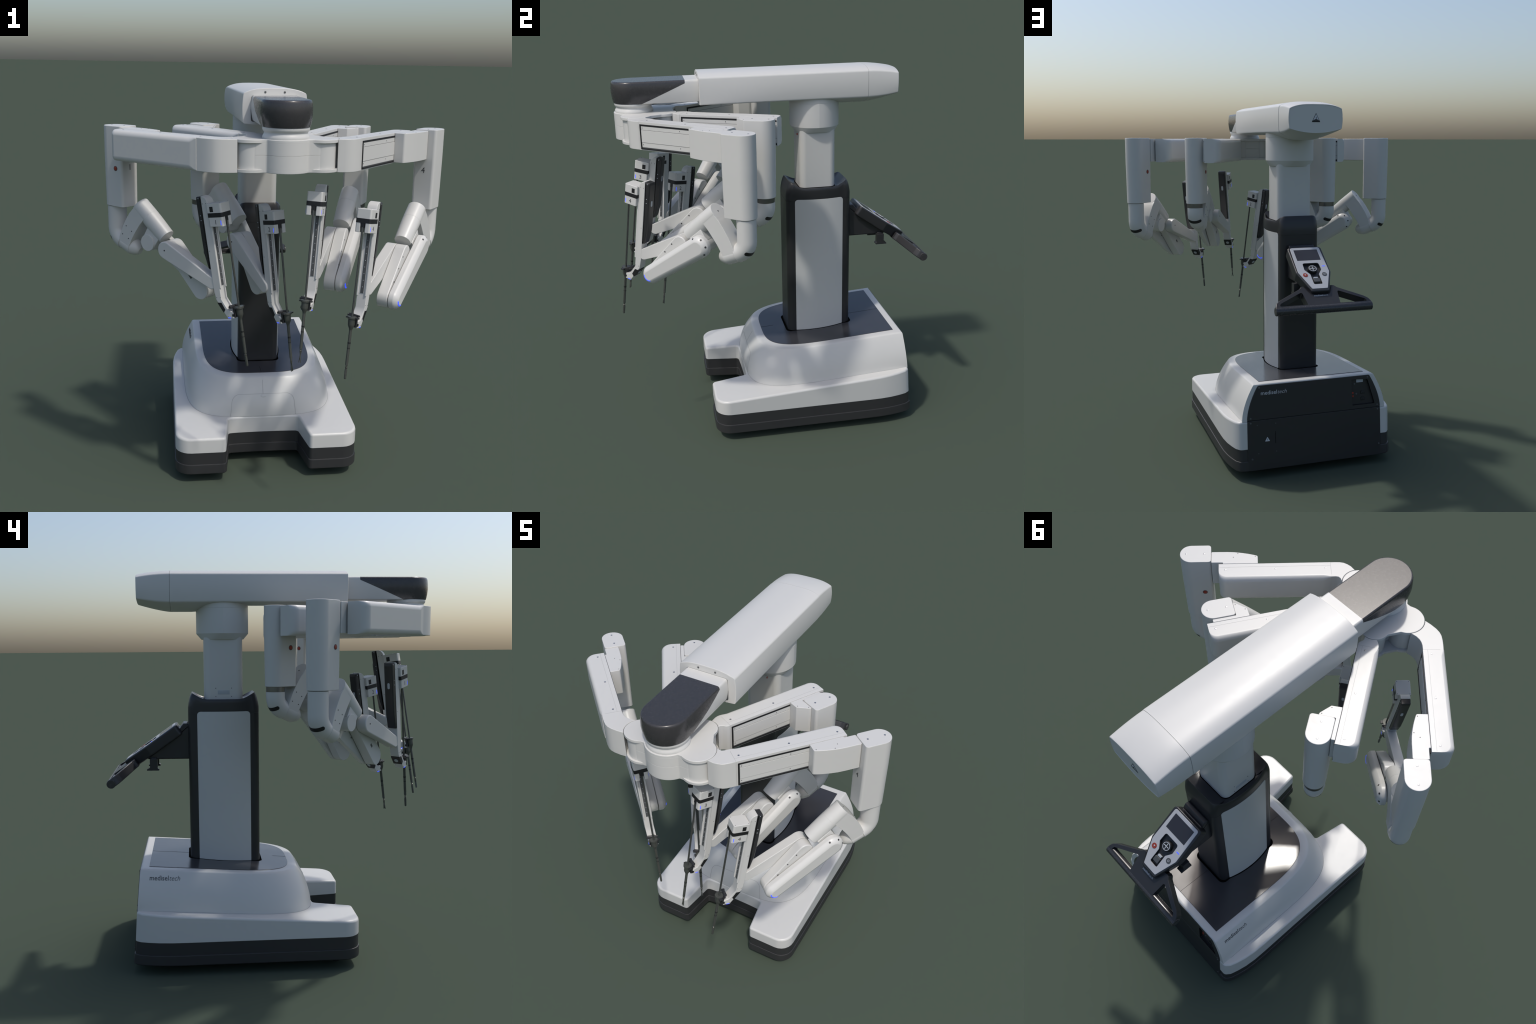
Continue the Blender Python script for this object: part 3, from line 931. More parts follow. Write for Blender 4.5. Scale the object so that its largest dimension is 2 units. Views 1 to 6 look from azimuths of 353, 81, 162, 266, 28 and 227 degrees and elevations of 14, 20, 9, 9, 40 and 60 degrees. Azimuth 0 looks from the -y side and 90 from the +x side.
def capsule_mark():
    """Dark capsule marker wrapped round the back of the elbow bend."""
    R = 0.070
    ang = math.acos(Vector((0, 0, -1)).dot(AXD)); t = R * math.tan(ang / 2)
    c = Vector((R, 0, 1.2586 + t)); rr = 0.0468
    bm = bmesh.new()
    def pos(a, phi, off):
        rad = Vector((math.cos(PI + a), 0, math.sin(PI + a)))
        p = c + R * rad
        return p + (rr + off) * (math.cos(phi) * rad + math.sin(phi) * Vector((0, 1, 0)))
    n, m, half, width = 30, 6, math.radians(60), 0.0100
    V = []
    for off in (0.0009, -0.003):
        rows = []
        for i in range(n + 1):
            phi = -half + 2 * half * i / n
            arc = abs(phi) * rr
            lim = half * rr - width
            w = width if arc < lim else math.sqrt(max(1e-8, width ** 2 - (arc - lim) ** 2))
            Rloc = R + rr * math.cos(phi)
            rows.append([bm.verts.new(pos(math.radians(33) + (w * (2 * j / m - 1)) / Rloc, phi, off)) for j in range(m + 1)])
        V.append(rows)
        for a, b in zip(rows, rows[1:]):
            for j in range(m): bm.faces.new((a[j], a[j + 1], b[j + 1], b[j]))
    A, B = V
    for i in range(n):
        for j in (0, m): bm.faces.new((A[i][j], A[i + 1][j], B[i + 1][j], B[i][j]))
    return bm
CAPMARK = finish(capsule_mark(), "marker_strip", BLACK, 50)

def yoke_mesh():
    rear = [(0.0445, 1.2400), (0.0500, 1.2620), (0.0600, 1.2880), (0.0760, 1.3220), (0.0980, 1.3580), (0.1240, 1.3940), (0.1420, 1.4120), (0.1590, 1.4258)]
    front = [(0.2190, 1.3766), (0.1870, 1.3395), (0.1600, 1.3030), (0.1400, 1.2740), (0.1240, 1.2460), (0.1140, 1.2270), (0.1085, 1.2135)]
    pts = rear + front
    return side_slab(pts[::-1], -0.0440, 0.0440, 0.0015, 0.0015)
YOKE = finish(yoke_mesh(), "yoke", WHITE, 30)
P1, P2 = AX0 + AXD * 0.0518, AX0 + AXD * 0.118
YFOOT = finish(cylinder(P1, P2, 0.0448, b=0.002), "yoke_foot", WHITE, 35)
KNOB = finish(lathe([(0.0425, 0), (0.0430, 0.002), (0.0405, 0.010), (0.0340, 0.024), (0.0260, 0.0355), (0.0185, 0.042), (0.0165, 0.0438), (0.0150, 0.0445), (0.0135, 0.0435)], 36, axis_matrix(P2, AXD)), "yoke_knob", WHITE, 40)
BC, BE = Vector((0.1545, 0, 1.4295)), Vector((0.3225, 0, 1.2915))
BD = (BE - BC).normalized(); BL = (BE - BC).length
BARREL = finish(lathe([(0.0420, 0), (0.0438, 0.0006), (0.0445, 0.0022), (0.0448, 0.050), (0.0449, 0.0850), (0.0444, 0.0853), (0.0444, 0.0863), (0.0449, 0.0866), (0.0444, 0.115), (0.0428, 0.160), (0.0405, BL - 0.003), (0.0397, BL - 0.0008), (0.0380, BL)], 48, axis_matrix(BC, BD)), "roll_barrel", WHITE, 28)
J0 = Vector((0.231, 1.257))
pc = Vector((-0.634, -0.773))                 # from the barrel axis down to the cross joint, in (h, z)
def blk():
    a, d = Vector((BC.x, BC.z)), Vector((BD.x, BD.z))
    pts = [a + d * 0.118 + pc * 0.02, a + d * 0.205 + pc * 0.02, a + d * 0.209 + pc * 0.082, a + d * 0.127 + pc * 0.082]
    return side_slab(round_poly([tuple(p) for p in pts], 0.004, 3), -0.033, 0.040, 0.003, 0.003)
JBLOCK = finish(blk(), "joint_block", WHITE, 30)
JCROSS = finish(cylinder((J0.x, -0.0400, J0.y), (J0.x, 0.0435, J0.y), 0.0410, b=0.0025, seg=40), "cross_joint", WHITE, 35)

def linkage(Ja, Jb, Jc, Jd):
    """Folded parallelogram: main rod (a-b), middle link (b-c), end link (c-d)."""
    out = {}
    o = stadium(Ja, Jb, 0.0550, 0.0470, 18)
    rings = []
    for d, w in ((0.004, 0.0430), (0.0, 0.0465), (0.0, 0.0650), (0.0012, 0.0690), (0.0045, 0.0745), (0.0105, 0.0810), (0.0165, 0.0855), (0.0225, 0.0885), (0.0270, 0.0895)):
        rings.append([(x, z, -w) for x, z in inset(o, d)])
    out["rod"] = finish(rings_to_bm(rings, SIDE), "main_rod", WHITE, 40)
    out["mid"] = finish(side_slab(stadium(Jc, Jb, 0.0420, 0.0450, 16), -0.0118, 0.0405, 0.003, 0.006), "middle_link", WHITE, 35)
    out["end"] = finish(side_slab(stadium(Jc, Jd, 0.0425, 0.0285, 16), -0.0645, -0.0135, 0.006, 0.003), "end_link", WHITE, 35)
    return out
JA = {"std": ((0.2305, 1.2575), (0.532, 1.066), (0.3620, 1.2430), (0.6400, 1.1300)),
      "low": ((0.2305, 1.2575), (0.467, 0.990), (0.3430, 1.1945), (0.5815, 1.0200))}
LK = {k: linkage(*v) for k, v in JA.items()}
def arc_light(c, r, a0, a1, w, wy, name, n=16):
    bm = bmesh.new()
    A = []
    for k in range(n + 1):
        a = math.radians(a0 + (a1 - a0) * k / n)
        row = []
        for rr, off in ((r - w / 2, -0.001), (r - w / 2, 0.0006), (r + w / 2, 0.0006), (r + w / 2, -0.001)):
            row.append(bm.verts.new((c[0] + rr * math.cos(a), wy(rr) + off, c[1] + rr * math.sin(a))))
        A.append(row)
    for a, b in zip(A, A[1:]):
        for j in range(4): bm.faces.new((a[j], a[(j + 1) % 4], b[(j + 1) % 4], b[j]))
    bm.faces.new(A[0]); bm.faces.new(A[-1])
    return bm

# ---- instrument holder, local frame: x forward (F), y left, z up along the holder (z = -T)
def tool_meshes():
    T = {}
    def prof(pts): return [(f, -t) for t, f in pts]
    top = [(-0.360 - 0.0345 * math.sin(PI / 2 * k / 7), 0.008 + 0.0355 * math.cos(PI / 2 * k / 7)) for k in range(8)]
    outline = [(-0.392, 0.008), (0.040, 0.008), (0.082, 0.0135), (0.096, 0.0225), (0.146, 0.0520), (0.1685, 0.0665), (0.1685, 0.1010), (0.1390, 0.1000), (0.1330, 0.0770), (0.1200, 0.0680), (0.080, 0.0440)]
    body = prof(outline) + [(0.0440, 0.360)] + prof(top[1:-1][::1])
    bm = side_slab(round_poly([(0.008, -0.030)] + [(f, -t) for t, f in outline[2:]] + [(0.0440, 0.358)] + [(f, -t) for t, f in top[1:]], [0.001] * 1 + [0.004] * 9 + [0] * 30 if False else 0.0, 3), -0.0275, 0.0275, 0.003, 0.003)
    T["housing"] = finish(bm, "holder_housing", WHITE, 30)
    # dark rail set in the front groove
    g = box(0.0432, 0.0448, -0.020, 0.020, -0.020, 0.258, 0.0005, 0.0003)
    T["groove"] = finish(g, "holder_groove", PANEL, 30)
    g = box(0.0440, 0.0462, -0.0075, 0.0075, -0.018, 0.256, 0.0005, 0.0003)
    T["rail"] = finish(g, "guide_rail", KEY, 30)
    for sy in (1, -1):
        y0, y1 = (0.0195, 0.0275) if sy > 0 else (-0.0275, -0.0195)
        g = box(0.040, 0.0500, y0, y1, -0.030, 0.262, 0.002, 0.002, bm=g if sy < 0 else None) if False else None
    lips = box(0.038, 0.0495, 0.0195, 0.0275, -0.030, 0.300, 0.002, 0.002)
    lips = box(0.038, 0.0495, -0.0275, -0.0195, -0.030, 0.300, 0.002, 0.002, bm=lips)
    T["lips"] = finish(lips, "groove_lip", WHITE, 30)
    # black back plate, tapering towards its foot
    bp = [(0.0075, 0.393), (-0.0190, 0.393), (-0.0215, 0.380), (-0.0215, 0.200), (-0.0190, 0.130), (-0.0060, 0.062), (0.0075, 0.058)]
    T["back"] = finish(side_slab(round_poly(bp[::-1], [0.001, 0.006, 0.02, 0.01, 0.004, 0.003, 0.001], 4), -0.0275, 0.0275, 0.007, 0.007), "holder_back_plate", DARK, 30)
    T["oval"] = finish(slab(stadium((0.0, 0.0), (0.018, 0.0), 0.0062, 0.00619, 10), -0.001, 0.0012, 0, 0.0004, frame((-0.0215, 0.0, 0.272), (0, 0, 1), (0, 1, 0)) @ Matrix.Identity(4)), "back_plate_window", LABEL, 30)
    # drive head: two light blocks with a dark band between
    def plan(f0, f1, w, r): return round_poly([(f0, -w), (f1, -w), (f1, w), (f0, w)], [0.004, r, r, 0.004], 6)
    hb = slab(plan(0.0440, 0.1240, 0.0435, 0.010), 0.3175, 0.3605, 0.0, 0.003)
    T["head"] = finish(hb, "drive_head", WHITE, 35)
    T["band"] = finish(slab(plan(0.0450, 0.1250, 0.0445, 0.0105), 0.2980, 0.3180, 0.0006, 0.0006), "drive_band", BLACK, 35)
    lo = slab(round_poly([(0.0490, 0.0120), (0.1240, 0.0140), (0.1240, 0.0435), (0.0490, 0.0435)], [0.002, 0.004, 0.010, 0.004], 5), 0.2560, 0.2985, 0.002, 0.0)
    lo = slab(round_poly([(0.0490, -0.0435), (0.1240, -0.0435), (0.1240, -0.0140), (0.0490, -0.0120)], [0.004, 0.010, 0.004, 0.002], 5), 0.2560, 0.2985, 0.002, 0.0, bm=lo)
    lo = box(0.0490, 0.0950, -0.015, 0.015, 0.2600, 0.2985, 0.002, 0.001, bm=lo)
    T["lower"] = finish(lo, "drive_jaw", WHITE, 35)
    T["chuck"] = finish(box(0.1080, 0.1245, -0.0085, 0.0085, 0.2780, 0.2985, 0.003, 0.001), "instrument_chuck", BLACK, 35)
    v = box(0.0600, 0.0790, 0.0430, 0.0440, 0.3225, 0.3465, 0.001, 0.0004)
    v = box(0.0600, 0.0790, -0.0440, -0.0430, 0.3225, 0.3465, 0.001, 0.0004, bm=v)
    T["vent"] = finish(v, "head_vent", BLACK, 35)
    bl = box(0.1125, 0.1160, 0.0430, 0.0437, 0.2630, 0.2830, 0.001, 0.0004)
    bl = box(0.1125, 0.1160, -0.0437, -0.0430, 0.2630, 0.2830, 0.001, 0.0004, bm=bl)
    for sy in (1, -1):
        bl = box(0.0690, 0.0850, min(sy * 0.0270, sy * 0.0294), max(sy * 0.0270, sy * 0.0294), -0.1680, -0.1645, 0.0005, 0.0003, bm=bl)
    T["light"] = finish(bl, "indicator_light", BLUE, 35)
    # camera module under the knee
    cm = side_slab(round_poly([(0.0180, -0.0960), (0.0430, -0.0960), (0.0600, -0.1290), (0.0480, -0.1440)], 0.002, 3), -0.0283, 0.0283, 0.001, 0.001)
    T["camera"] = finish(cm, "camera_module", BLACK, 30)
    n = Vector((-0.83, 0, -0.55))
    T["lens"] = finish(lathe([(0.0105, -0.002), (0.0105, 0.0012), (0.0085, 0.0016)], 24, axis_matrix((0.0315, 0, -0.1205), n)), "camera_lens", LABEL, 30)
    rear = side_slab(round_poly([(0.0080, -0.0300), (-0.0120, -0.0350), (-0.0100, -0.0880), (0.0180, -0.0980), (0.0200, -0.0300)], 0.004, 3), -0.0265, 0.0265, 0.002, 0.002)
    T["rear"] = finish(rear, "holder_spine", WHITE, 30)
    # cannula, clamp wings and shaft at F = 0.1205
    ax = Matrix.Translation((0.1205, 0.0, 0))
    cn = lathe([(0.0070, -0.1170), (0.0205, -0.1165), (0.0212, -0.1185), (0.0205, -0.1265), (0.0165, -0.1290), (0.0158, -0.1520), (0.0140, -0.1590), (0.0078, -0.1730), (0.0068, -0.1800), (0.0066, -0.3350), (0.0058, -0.3370)], 28, ax)
    T["cannula"] = finish(cn, "cannula", SHAFT, 35)
    wg = box(0.0850, 0.1010, -0.0330, 0.0140, -0.1200, -0.1120, 0.003, 0.001)
    wg = box(0.0980, 0.1100, -0.0200, 0.0200, -0.1650, -0.1180, 0.002, 0.001, bm=wg)
    wg = cylinder((0.0880, -0.0280, -0.1120), (0.1010, 0.0260, -0.1150), 0.0052, b=0.001, seg=14, bm=wg)
    wg = box(0.1120, 0.1290, -0.0270, 0.0330, -0.1250, -0.1185, 0.003, 0.001, bm=wg)
    T["clamp"] = finish(wg, "cannula_clamp", DARK, 35)
    nb = box(0.0940, 0.1025, 0.0232, 0.0282, -0.1600, -0.1485, 0.001, 0.0004)
    nb = box(0.0940, 0.1025, -0.0282, -0.0232, -0.1600, -0.1485, 0.001, 0.0004, bm=nb)
    T["pad"] = finish(nb, "clamp_pad", BLACK, 35)
    SHAFT2 = material("instrument_steel", (0.10, 0.105, 0.10), 0.32, metal=0.6, grain=0.08, scale=150)
    sh = lathe([(0.0048, 0.2800), (0.0048, 0.2700), (0.0048, -0.1200)], 18, ax)
    T["shaft"] = finish(sh, "instrument_shaft", SHAFT2, 35)
    wr = lathe([(0.0050, -0.3350), (0.0054, -0.3380), (0.0042, -0.3400), (0.0042, -0.3440), (0.0054, -0.3450), (0.0050, -0.3520), (0.0036, -0.3560), (0.003, -0.3570)], 18, ax)
    T["wrist"] = finish(wr, "instrument_wrist", STEEL, 35)
    bd = lathe([(0.0071, -0.232), (0.0073, -0.233), (0.0073, -0.238), (0.0071, -0.239)], 20, ax)
    bd = lathe([(0.0069, -0.258), (0.0071, -0.2585), (0.0071, -0.2610), (0.0069, -0.2615)], 20, ax, bm=bd)
    T["bands"] = finish(bd, "depth_band", BLACK, 35)
    # end effector shapes
    def jaw(ang):
        bm = bmesh.new()
        for s in (1, -1):
            M = Matrix.Translation((0.1205, 0.0, -0.3540)) @ Matrix.Rotation(s * math.radians(ang), 4, 'X') @ Matrix.Rotation(PI, 4, 'X')
            rings = []
            for z, a, b in (((0.0, 0.0050, 0.0040), (0.012, 0.0050, 0.0036), (0.030, 0.0046, 0.0030), (0.043, 0.0038, 0.0026), (0.0465, 0.0024, 0.0016)) if ang > 4 else ((0.0, 0.0056, 0.0046), (0.012, 0.0060, 0.0048), (0.041, 0.0060, 0.0048), (0.0450, 0.0050, 0.0040), (0.0465, 0.0032, 0.0026))):
                rings.append([(a * math.cos(q), s * (0.0018 if ang > 4 else 0.0012) + b * math.sin(q) * (0.6 if ang > 4 else 1), z) for q in [2 * PI * k / 10 for k in range(10)]])
            rings_to_bm(rings, M, bm=bm)
        return bm
    T["jaw_open"] = finish(jaw(8), "instrument_jaw", SHAFT, 35)
    T["jaw_closed"] = finish(jaw(1), "instrument_jaw", SHAFT, 35)
    for k, w in (("housing", 0.8545), ("groove", 0.8545), ("lips", 0.8545), ("back", 0.8545), ("camera", 0.8545), ("pad", 0.8545), ("head", 0.816), ("band", 0.816), ("lower", 0.816), ("vent", 0.816), ("light", 0.816)):
        T[k].transform(Matrix.Diagonal((1, w, 1, 1)))
    return T
TOOL = tool_meshes()

def build_arm(i):
    LFm = link_frame(i)
    kind = "A" if i in (1, 4) else "B"
    arm = add("arm_link", LINK[True], None, root, LFm)
    bm, jl = hub_end(i)
    add("hub_knuckle", bm, WHITE, arm, LFm, angle=35)
    add("hub_pin", lathe([(JR[i] - 0.0105, 1.6772), (JR[i] - 0.0105, 1.7868)], 56), WHITE, arm, Matrix.Translation((*J[i], 0)), angle=35)
    add("rail_gasket", GASK, None, arm, LFm)
    add("rail_shadow_gap", GAP, None, arm, LFm)
    add("rail_cover", RAILC, None, arm, LFm)
    for s in (-0.2373, 0, 0.2373):
        dot(SCREW, LFm @ Vector((s, 0, 1.8018)), (0, 0, 1), arm)
    add("link_seam", LSEAM, None, arm, LFm, wn=False)
    nrm = LFm.to_3x3() @ Vector((0, -1, 0))
    for s in (-0.238, -0.0065, 0.225):
        for z in (1.7720, 1.6885):
            dot(PIN, LFm @ Vector((s, -0.0382, z)), nrm, arm)
    ext = Matrix.Translation((0.0125 if i == 2 else 0.0, 0, 0))
    add("slide_carriage", CAR[kind], None, arm, LFm @ ext)
    cp = ((0.095, 0.084), (0.178, 0.104), (0.200, 0.080)) if kind == "A" else ((0.083, 0.082), (0.122, 0.118))
    for s, t in cp:
        dot(PIN, LFm @ ext @ Vector((s, -t, 1.8016)), (0, 0, 1), arm)
    s0, tc = (0.3058, 0.1020) if kind == "A" else (0.1318, 0.1112)
    PM = LFm @ ext @ Matrix.Translation((s0, -tc, 0))
    add("arm_post", POST, None, arm, PM)
    for s in (0.033, 0.119):
        dot(SCREW, PM @ Vector((s, 0, 1.8068)), (0, 0, 1), arm)
    R3 = PM.to_3x3()
    nd = R3 @ Vector((-1, 0, 0))
    add("arm_number", NUM[i], None, arm, frame(PM @ Vector((-0.0003, 0, 1.608)), R3 @ Vector((0, -1, 0)), (0, 0, 1)), wn=False)
    pb = PM @ Vector((0.0425, 0.0543, 1.604))
    add("release_button", PBTN, None, arm, axis_matrix(pb, R3 @ Vector((0, 1, 0))))
    add("button_bezel", PBRING, None, arm, axis_matrix(pb, R3 @ Vector((0, 1, 0))))
    # lower limb
    a = math.radians(HEAD[i])
    LM = Matrix.Translation((*TUBE[i], LIFT[i])) @ Matrix.Rotation(a, 4, 'Z')
    limb = add("forearm_yoke", YOKE, None, root, LM)
    put = lambda n, me, **k: add(n, me, None, limb, LM, **k)
    put("yoke_foot", YFOOT); put("yoke_knob", KNOB)
    put("elbow_tube", ELBOW[kind], wn=False); put("elbow_flange", SEAMRING); put("marker_strip", CAPMARK, wn=False)
    wz = Matrix.Translation((*TUBE[i], 0))
    if kind == "B":
        add("steel_ring", RING, None, limb, wz)
    else:
        add("post_gap", POSTGAP, None, limb, wz, wn=False)
    put("roll_barrel", BARREL); put("joint_block", JBLOCK); put("cross_joint", JCROSS)
    pose = "low" if i == 2 else "std"
    for k, n in (("rod", "main_rod"), ("mid", "middle_link"), ("end", "end_link")):
        put(n, LK[pose][k])
    ja, jb, jc, jd = [Vector(p) for p in JA[pose]]
    Rl = LM.to_3x3()
    L3 = lambda h, w, z: LM @ Vector((h, w, z))
    left, right = Rl @ Vector((0, 1, 0)), Rl @ Vector((0, -1, 0))
    for h, z in ((0.099, 1.325), (0.134, 1.302), (0.073, 1.281), (0.112, 1.263)):
        dot(PIN, L3(h, -0.0440, z), right, limb).scale = (1.3, 1.3, 1)
    dot(PIN, LM @ (BC - BD * 0.0002), Rl @ (-BD), limb).scale = (1.6, 1.6, 1)
    # bolts on the rounded shoulder of the rod
    ax = (jb - ja).normalized()
    base = math.atan2(ax.y, ax.x)
    for da in (92, 150, 200, 250):
        q = base + math.radians(da)
        d = Vector((math.cos(q), 0, math.sin(q)))
        p = Vector((ja.x, 0.0775, ja.y)) + d * 0.0475
        dot(HOLE, LM @ p, Rl @ (d * 0.75 + Vector((0, 0.66, 0))), limb, "bolt")
    add("rod_light", arc_light((jb.x, jb.y), 0.0265, math.degrees(base) - 75, math.degrees(base) + 35, 0.0042, lambda rr: 0.0904 - 0.0010 * max(0, (rr - 0.020) / 0.0045) - 0.0018 * max(0, (rr - 0.0245) / 0.006), "rod_light"), BLUE, limb, LM, wn=False)
    m = (jb - jc).normalized(); nn = Vector((-m.y, m.x))
    for k in (0.036, 0.101, 0.174):
        p = jc + m * k + nn * 0.031
        dot(HOLE, L3(p.x, 0.0404, p.y), left, limb, "bolt").scale = (0.75, 0.75, 1)
    for k in (0.06, 0.13, 0.20):
        p = ja + (jb - ja) * (k / 0.36 + 0.1)
        dot(HOLE, L3(p.x, 0.0432, p.y), right, limb, "bolt").scale = (0.75, 0.75, 1)
    dot(HOLE, L3(jc.x, -0.0645, jc.y), right, limb, "bolt").scale = (0.75, 0.75, 1)
    p = jc + m * 0.165
    q0 = L3(p.x, -0.0118, p.y)
    add("rating_label", box(-0.011, 0.011, -0.006, 0.006, 0, 0.0006, 0.001, 0.0002, frame(q0, Rl @ Vector((m.x, 0, m.y)), Rl @ Vector((nn.x, 0, nn.y)))), KEY, limb, wn=False)
    # instrument holder
    off = {4: (0, 0, 0), 1: (0, -0.0065, 0.0095), 3: (0.007, 0.0015, 0.007), 2: (-0.0595, 0.0035, -0.110)}[i]
    roll = {4: 0.0, 1: 1.25, 3: -0.85, 2: -0.2}[i]
    tilt = math.atan2(0.163, 0.987)
    TM = LM @ Matrix.Translation((0.643 + off[0], -0.0360 + off[1], 1.129 + off[2])) @ Matrix.Rotation(math.radians(roll), 4, 'X') @ Matrix.Rotation(-tilt, 4, 'Y')
    holder = add("instrument_holder", TOOL["housing"], None, root, TM)
    tput = lambda n, k, **kw: add(n, TOOL[k], None, holder, TM, **kw)
    for k, n in (("groove", "holder_groove"), ("rail", "guide_rail"), ("lips", "groove_lip"), ("back", "holder_back_plate"), ("oval", "back_plate_window"),
                 ("head", "drive_head"), ("band", "drive_band"), ("lower", "drive_jaw"), ("chuck", "instrument_chuck"), ("vent", "head_vent"), ("light", "indicator_light"),
                 ("camera", "camera_module"), ("lens", "camera_lens"), ("cannula", "cannula"), ("clamp", "cannula_clamp"), ("pad", "clamp_pad"),
                 ("shaft", "instrument_shaft"), ("wrist", "instrument_wrist"), ("bands", "depth_band"), ("jaw_open" if i in (2, 3) else "jaw_closed", "instrument_jaw")):
        tput(n, k)
    T3 = TM.to_3x3()
    for sy in (1, -1):
        out = T3 @ Vector((0, sy, 0))
        add("head_number", NUMS[i], None, holder, frame(TM @ Vector((0.0855, sy * 0.0357, 0.2755)), T3 @ Vector((-sy, 0, 0)), T3 @ Vector((0, 0, 1))), wn=False)
        for f, t in ((0.0335, -0.3610), (0.0160, -0.3600), (0.0177, -0.144), (0.0399, 0.0715), (0.0200, 0.072), (0.070, 0.160)):
            dot(PIN, TM @ Vector((f, sy * 0.0233, -t)), out, holder).scale = (0.8, 0.8, 1)
        for t in (-0.385, -0.307, -0.285):
            dot(PINW, TM @ Vector((-0.006, sy * 0.0235, -t)), out, holder)
    for k in range(8):
        dot(PINW, TM @ Vector((0.0462, 0, 0.010 + 0.030 * k)), T3 @ Vector((1, 0, 0)), holder).scale = (0.8, 0.8, 1)
    for f, y in ((0.050, 0.030), (0.050, -0.030), (0.116, 0.029), (0.116, -0.029)):
        dot(PIN, TM @ Vector((f, y, 0.3603)), T3 @ Vector((0, 0, 1)), holder).scale = (0.8, 0.8, 1)
PINW = finish(lathe([(0.0022, -0.001), (0.0022, 0.0007), (0.0014, 0.0010)], 10), "pin", LABEL)
for i in (1, 2, 3, 4):
    build_arm(i)

# ================================================================== CONSOLE
CP = Vector((X0, 0.657, 1.111))
EY = Vector((0, 1, -0.70)).normalized()
CF = frame(CP, (1, 0, 0), EY)
def hexo(a, ya, b, yb, c, yc): return [(-a, ya), (a, ya), (b, yb), (c, yc), (-c, yc), (-b, yb)]
bodyo = round_poly(hexo(0.0985, -0.178, 0.0985, 0.022, 0.0475, 0.162), [0.020, 0.020, 0.03, 0.012, 0.012, 0.03], 6)
pocket = round_poly([(0.046, -0.0455), (0.048, 0.006), (0.0245, 0.040), (0.0245, 0.114), (-0.0245, 0.114), (-0.0245, 0.040), (-0.048, 0.006), (-0.046, -0.0455)], [0.012, 0.008, 0.006, 0.008, 0.008, 0.006, 0.008, 0.012], 4)
console = add("console_housing", boolean_cut(slab(bodyo, -0.060, -0.0015, 0.010, 0.007, CF, 4), [slab(pocket, -0.014, 0.01, 0, 0, CF)], "console_housing", DARK), None, root)
faceo = round_poly(hexo(0.0845, -0.168, 0.0885, 0.022, 0.0430, 0.1455), [0.012, 0.012, 0.03, 0.006, 0.006, 0.03], 6)
scr = round_poly([(-0.0680, -0.1505), (0.0680, -0.1505), (0.0680, -0.0660), (-0.0680, -0.0660)], 0.001, 2)
add("console_face", boolean_cut(slab(faceo, -0.004, 0.0008, 0, 0.0012, CF), [slab(pocket, -0.02, 0.02, 0, 0, CF), slab(scr, -0.0008, 0.01, 0, 0, CF)], "console_face", FACE), None, console)
add("display_screen", slab(inset(scr if area(scr) > 0 else scr[::-1], 0.0006), -0.003, 0.0002, 0, 0.0002, CF), SCREEN, console)
ck = CF.to_3x3() @ Vector((0, 0, 1))
KN = finish(lathe([(0.0265, -0.014), (0.0265, 0.000), (0.0255, 0.0030), (0.0235, 0.0045), (0.0180, 0.0045)], 40), "joystick_knob", BLACK, 35)
add("joystick_knob", KN, None, console, CF @ Matrix.Translation((0, 0, 0.0)))
def ringmesh(r0, r1, z0, z1, name, mat, seg=40):
    return finish(lathe([(r0, z0), (r0, z1), (r1, z1), (r1, z0), (r0, z0)], seg, cap=False), name, mat)
add("knob_ring", ringmesh(0.0185, 0.0212, 0.0040, 0.0054, "knob_ring", INKW), None, console, CF, wn=False)
for a in (45, 135):
    M = CF @ Matrix.Rotation(math.radians(a - 45), 4, 'Z')
    add("knob_cross", box(-0.0155, 0.0155, -0.0018, 0.0018, 0.0040, 0.0054, 0.0008, 0.0002, M), INKW, console, wn=False)
    pass
add("rocker_switch", box(-0.017, 0.017, 0.070, 0.098, -0.014, 0.003, 0.003, 0.0015, CF), KEY, console)
add("rocker_switch", box(-0.012, 0.012, 0.058, 0.068, -0.014, -0.002, 0.002, 0.001, CF), LABEL, console)
CB = lathe([(0.0140, 0.0), (0.0140, 0.0012), (0.0128, 0.0020), (0.0118, 0.0014)], 28)
add("stop_button", finish(CB, "stop_button", RED), None, console, CF @ Matrix.Translation((0.0540, 0.0445, 0.0006)))
CB = lathe([(0.0140, 0.0), (0.0140, 0.0012), (0.0128, 0.0020), (0.0118, 0.0014)], 28)
add("power_button", finish(CB, "power_button", KEY), None, console, CF @ Matrix.Translation((-0.0545, 0.0440, 0.0006)))
add("button_symbol", ringmesh(0.0040, 0.0056, 0.0012, 0.0022, "button_symbol", INKW, 20), None, console, CF @ Matrix.Translation((-0.0545, 0.0440, 0.0006)), wn=False)
add("button_symbol", slab([(-0.005, -0.004), (0.005, -0.004), (0, 0.005)], 0.0012, 0.0022, 0, 0, CF @ Matrix.Translation((0.0540, 0.0445, 0.0006))), INKW, console, wn=False)
add("status_light", box(-0.0765, -0.0590, -0.0205, -0.0160, 0.0004, 0.0014, 0.001, 0.0002, CF), BLUE, console, wn=False)
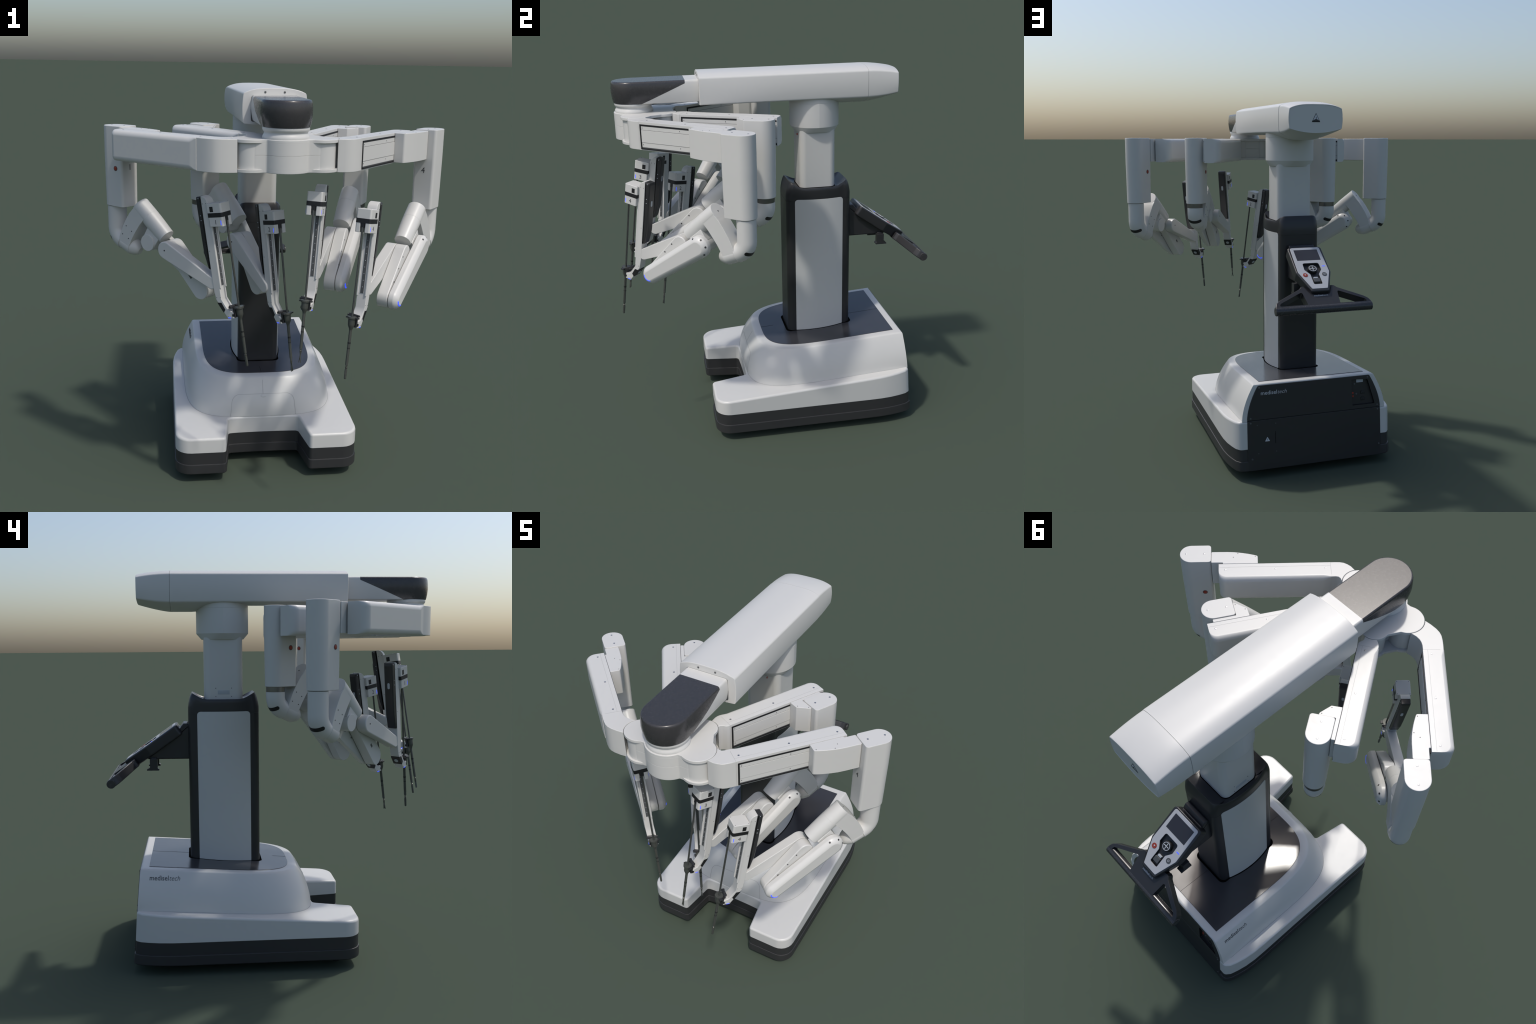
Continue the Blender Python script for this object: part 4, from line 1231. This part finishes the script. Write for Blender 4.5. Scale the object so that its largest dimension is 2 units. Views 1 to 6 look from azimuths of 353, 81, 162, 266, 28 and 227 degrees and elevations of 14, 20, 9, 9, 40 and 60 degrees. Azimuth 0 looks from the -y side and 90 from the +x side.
# push handle
ho = [(-0.078, 0.104), (-0.070, 0.120), (-0.050, 0.165), (0.050, 0.165), (0.070, 0.120), (0.078, 0.104), (0.094, 0.108), (0.105, 0.122), (0.235, 0.196), (0.256, 0.215), (0.2655, 0.2400), (0.2655, 0.252), (-0.2655, 0.252), (-0.2655, 0.2400), (-0.256, 0.215), (-0.235, 0.196), (-0.105, 0.122), (-0.094, 0.108)]
ho = round_poly(ho, [0.003, 0.01, 0.01, 0.01, 0.01, 0.003, 0.006, 0.02, 0.03, 0.03, 0.02, 0.01, 0.01, 0.02, 0.03, 0.03, 0.02, 0.006], 4)
wins = []
for sx in (1, -1):
    w = [(sx * 0.0985, 0.146), (sx * 0.2335, 0.2185), (sx * 0.2435, 0.2370), (sx * 0.0885, 0.2370)]
    w = round_poly(w, [0.008, 0.010, 0.006, 0.004], 4)
    wins.append(slab(w, -0.2, 0.2, 0, 0, CF))
handle = add("push_handle", boolean_cut(slab(ho, -0.0640, -0.0200, 0.005, 0.004, CF), wins, "push_handle", DARK), None, console)
add("handle_grip", cylinder(CF @ Vector((-0.2662, 0.2505, -0.0420)), CF @ Vector((0.2662, 0.2505, -0.0420)), 0.0232, b=0.004, seg=32), GLOSS, handle)
place_word(0.078, CF @ frame((-0.046 + 0.003, 0.176, -0.0198), (1, 0, 0), (0, -1, 0)) if False else CF @ frame((0.040, 0.1775, -0.0198), (-1, 0, 0), (0, -1, 0)), INKW, handle)
# arm that carries the console
YZ = Matrix(((0, 0, 1, 0), (1, 0, 0, 0), (0, 1, 0, 0), (0, 0, 0, 1)))
add("console_bracket", slab(round_poly([(0.440, 1.028), (0.668, 1.029), (0.655, 1.045), (0.510, 1.152), (0.486, 1.200), (0.474, 1.216), (0.455, 1.216), (0.440, 1.205)], [0.002, 0.006, 0.004, 0.01, 0.01, 0.006, 0.008, 0.002], 4), X0 - 0.072, X0 + 0.072, 0.005, 0.005, YZ), DARK, console)
add("console_hinge", cylinder((X0 - 0.070, 0.490, 1.172), (X0 + 0.070, 0.490, 1.172), 0.020, b=0.004), DARK, console)
for xc in (-0.085, 0.085):
    x0, x1 = X0 + xc - 0.018, X0 + xc + 0.018
    hk = slab(round_poly([(0.612, 1.034), (0.612, 0.986), (0.604, 0.980), (0.604, 0.973), (0.668, 0.973), (0.668, 0.979), (0.652, 0.988), (0.652, 1.034)], 0.002, 2), x0, x1, 0.001, 0.001, YZ)
    add("cable_hook", hk, DARK, console)
    add("hook_mount", box(min(X0 + xc, X0) if xc < 0 else X0, max(X0 + xc, X0) if xc > 0 else X0, 0.618, 0.646, 1.030, 1.040), DARK, console)
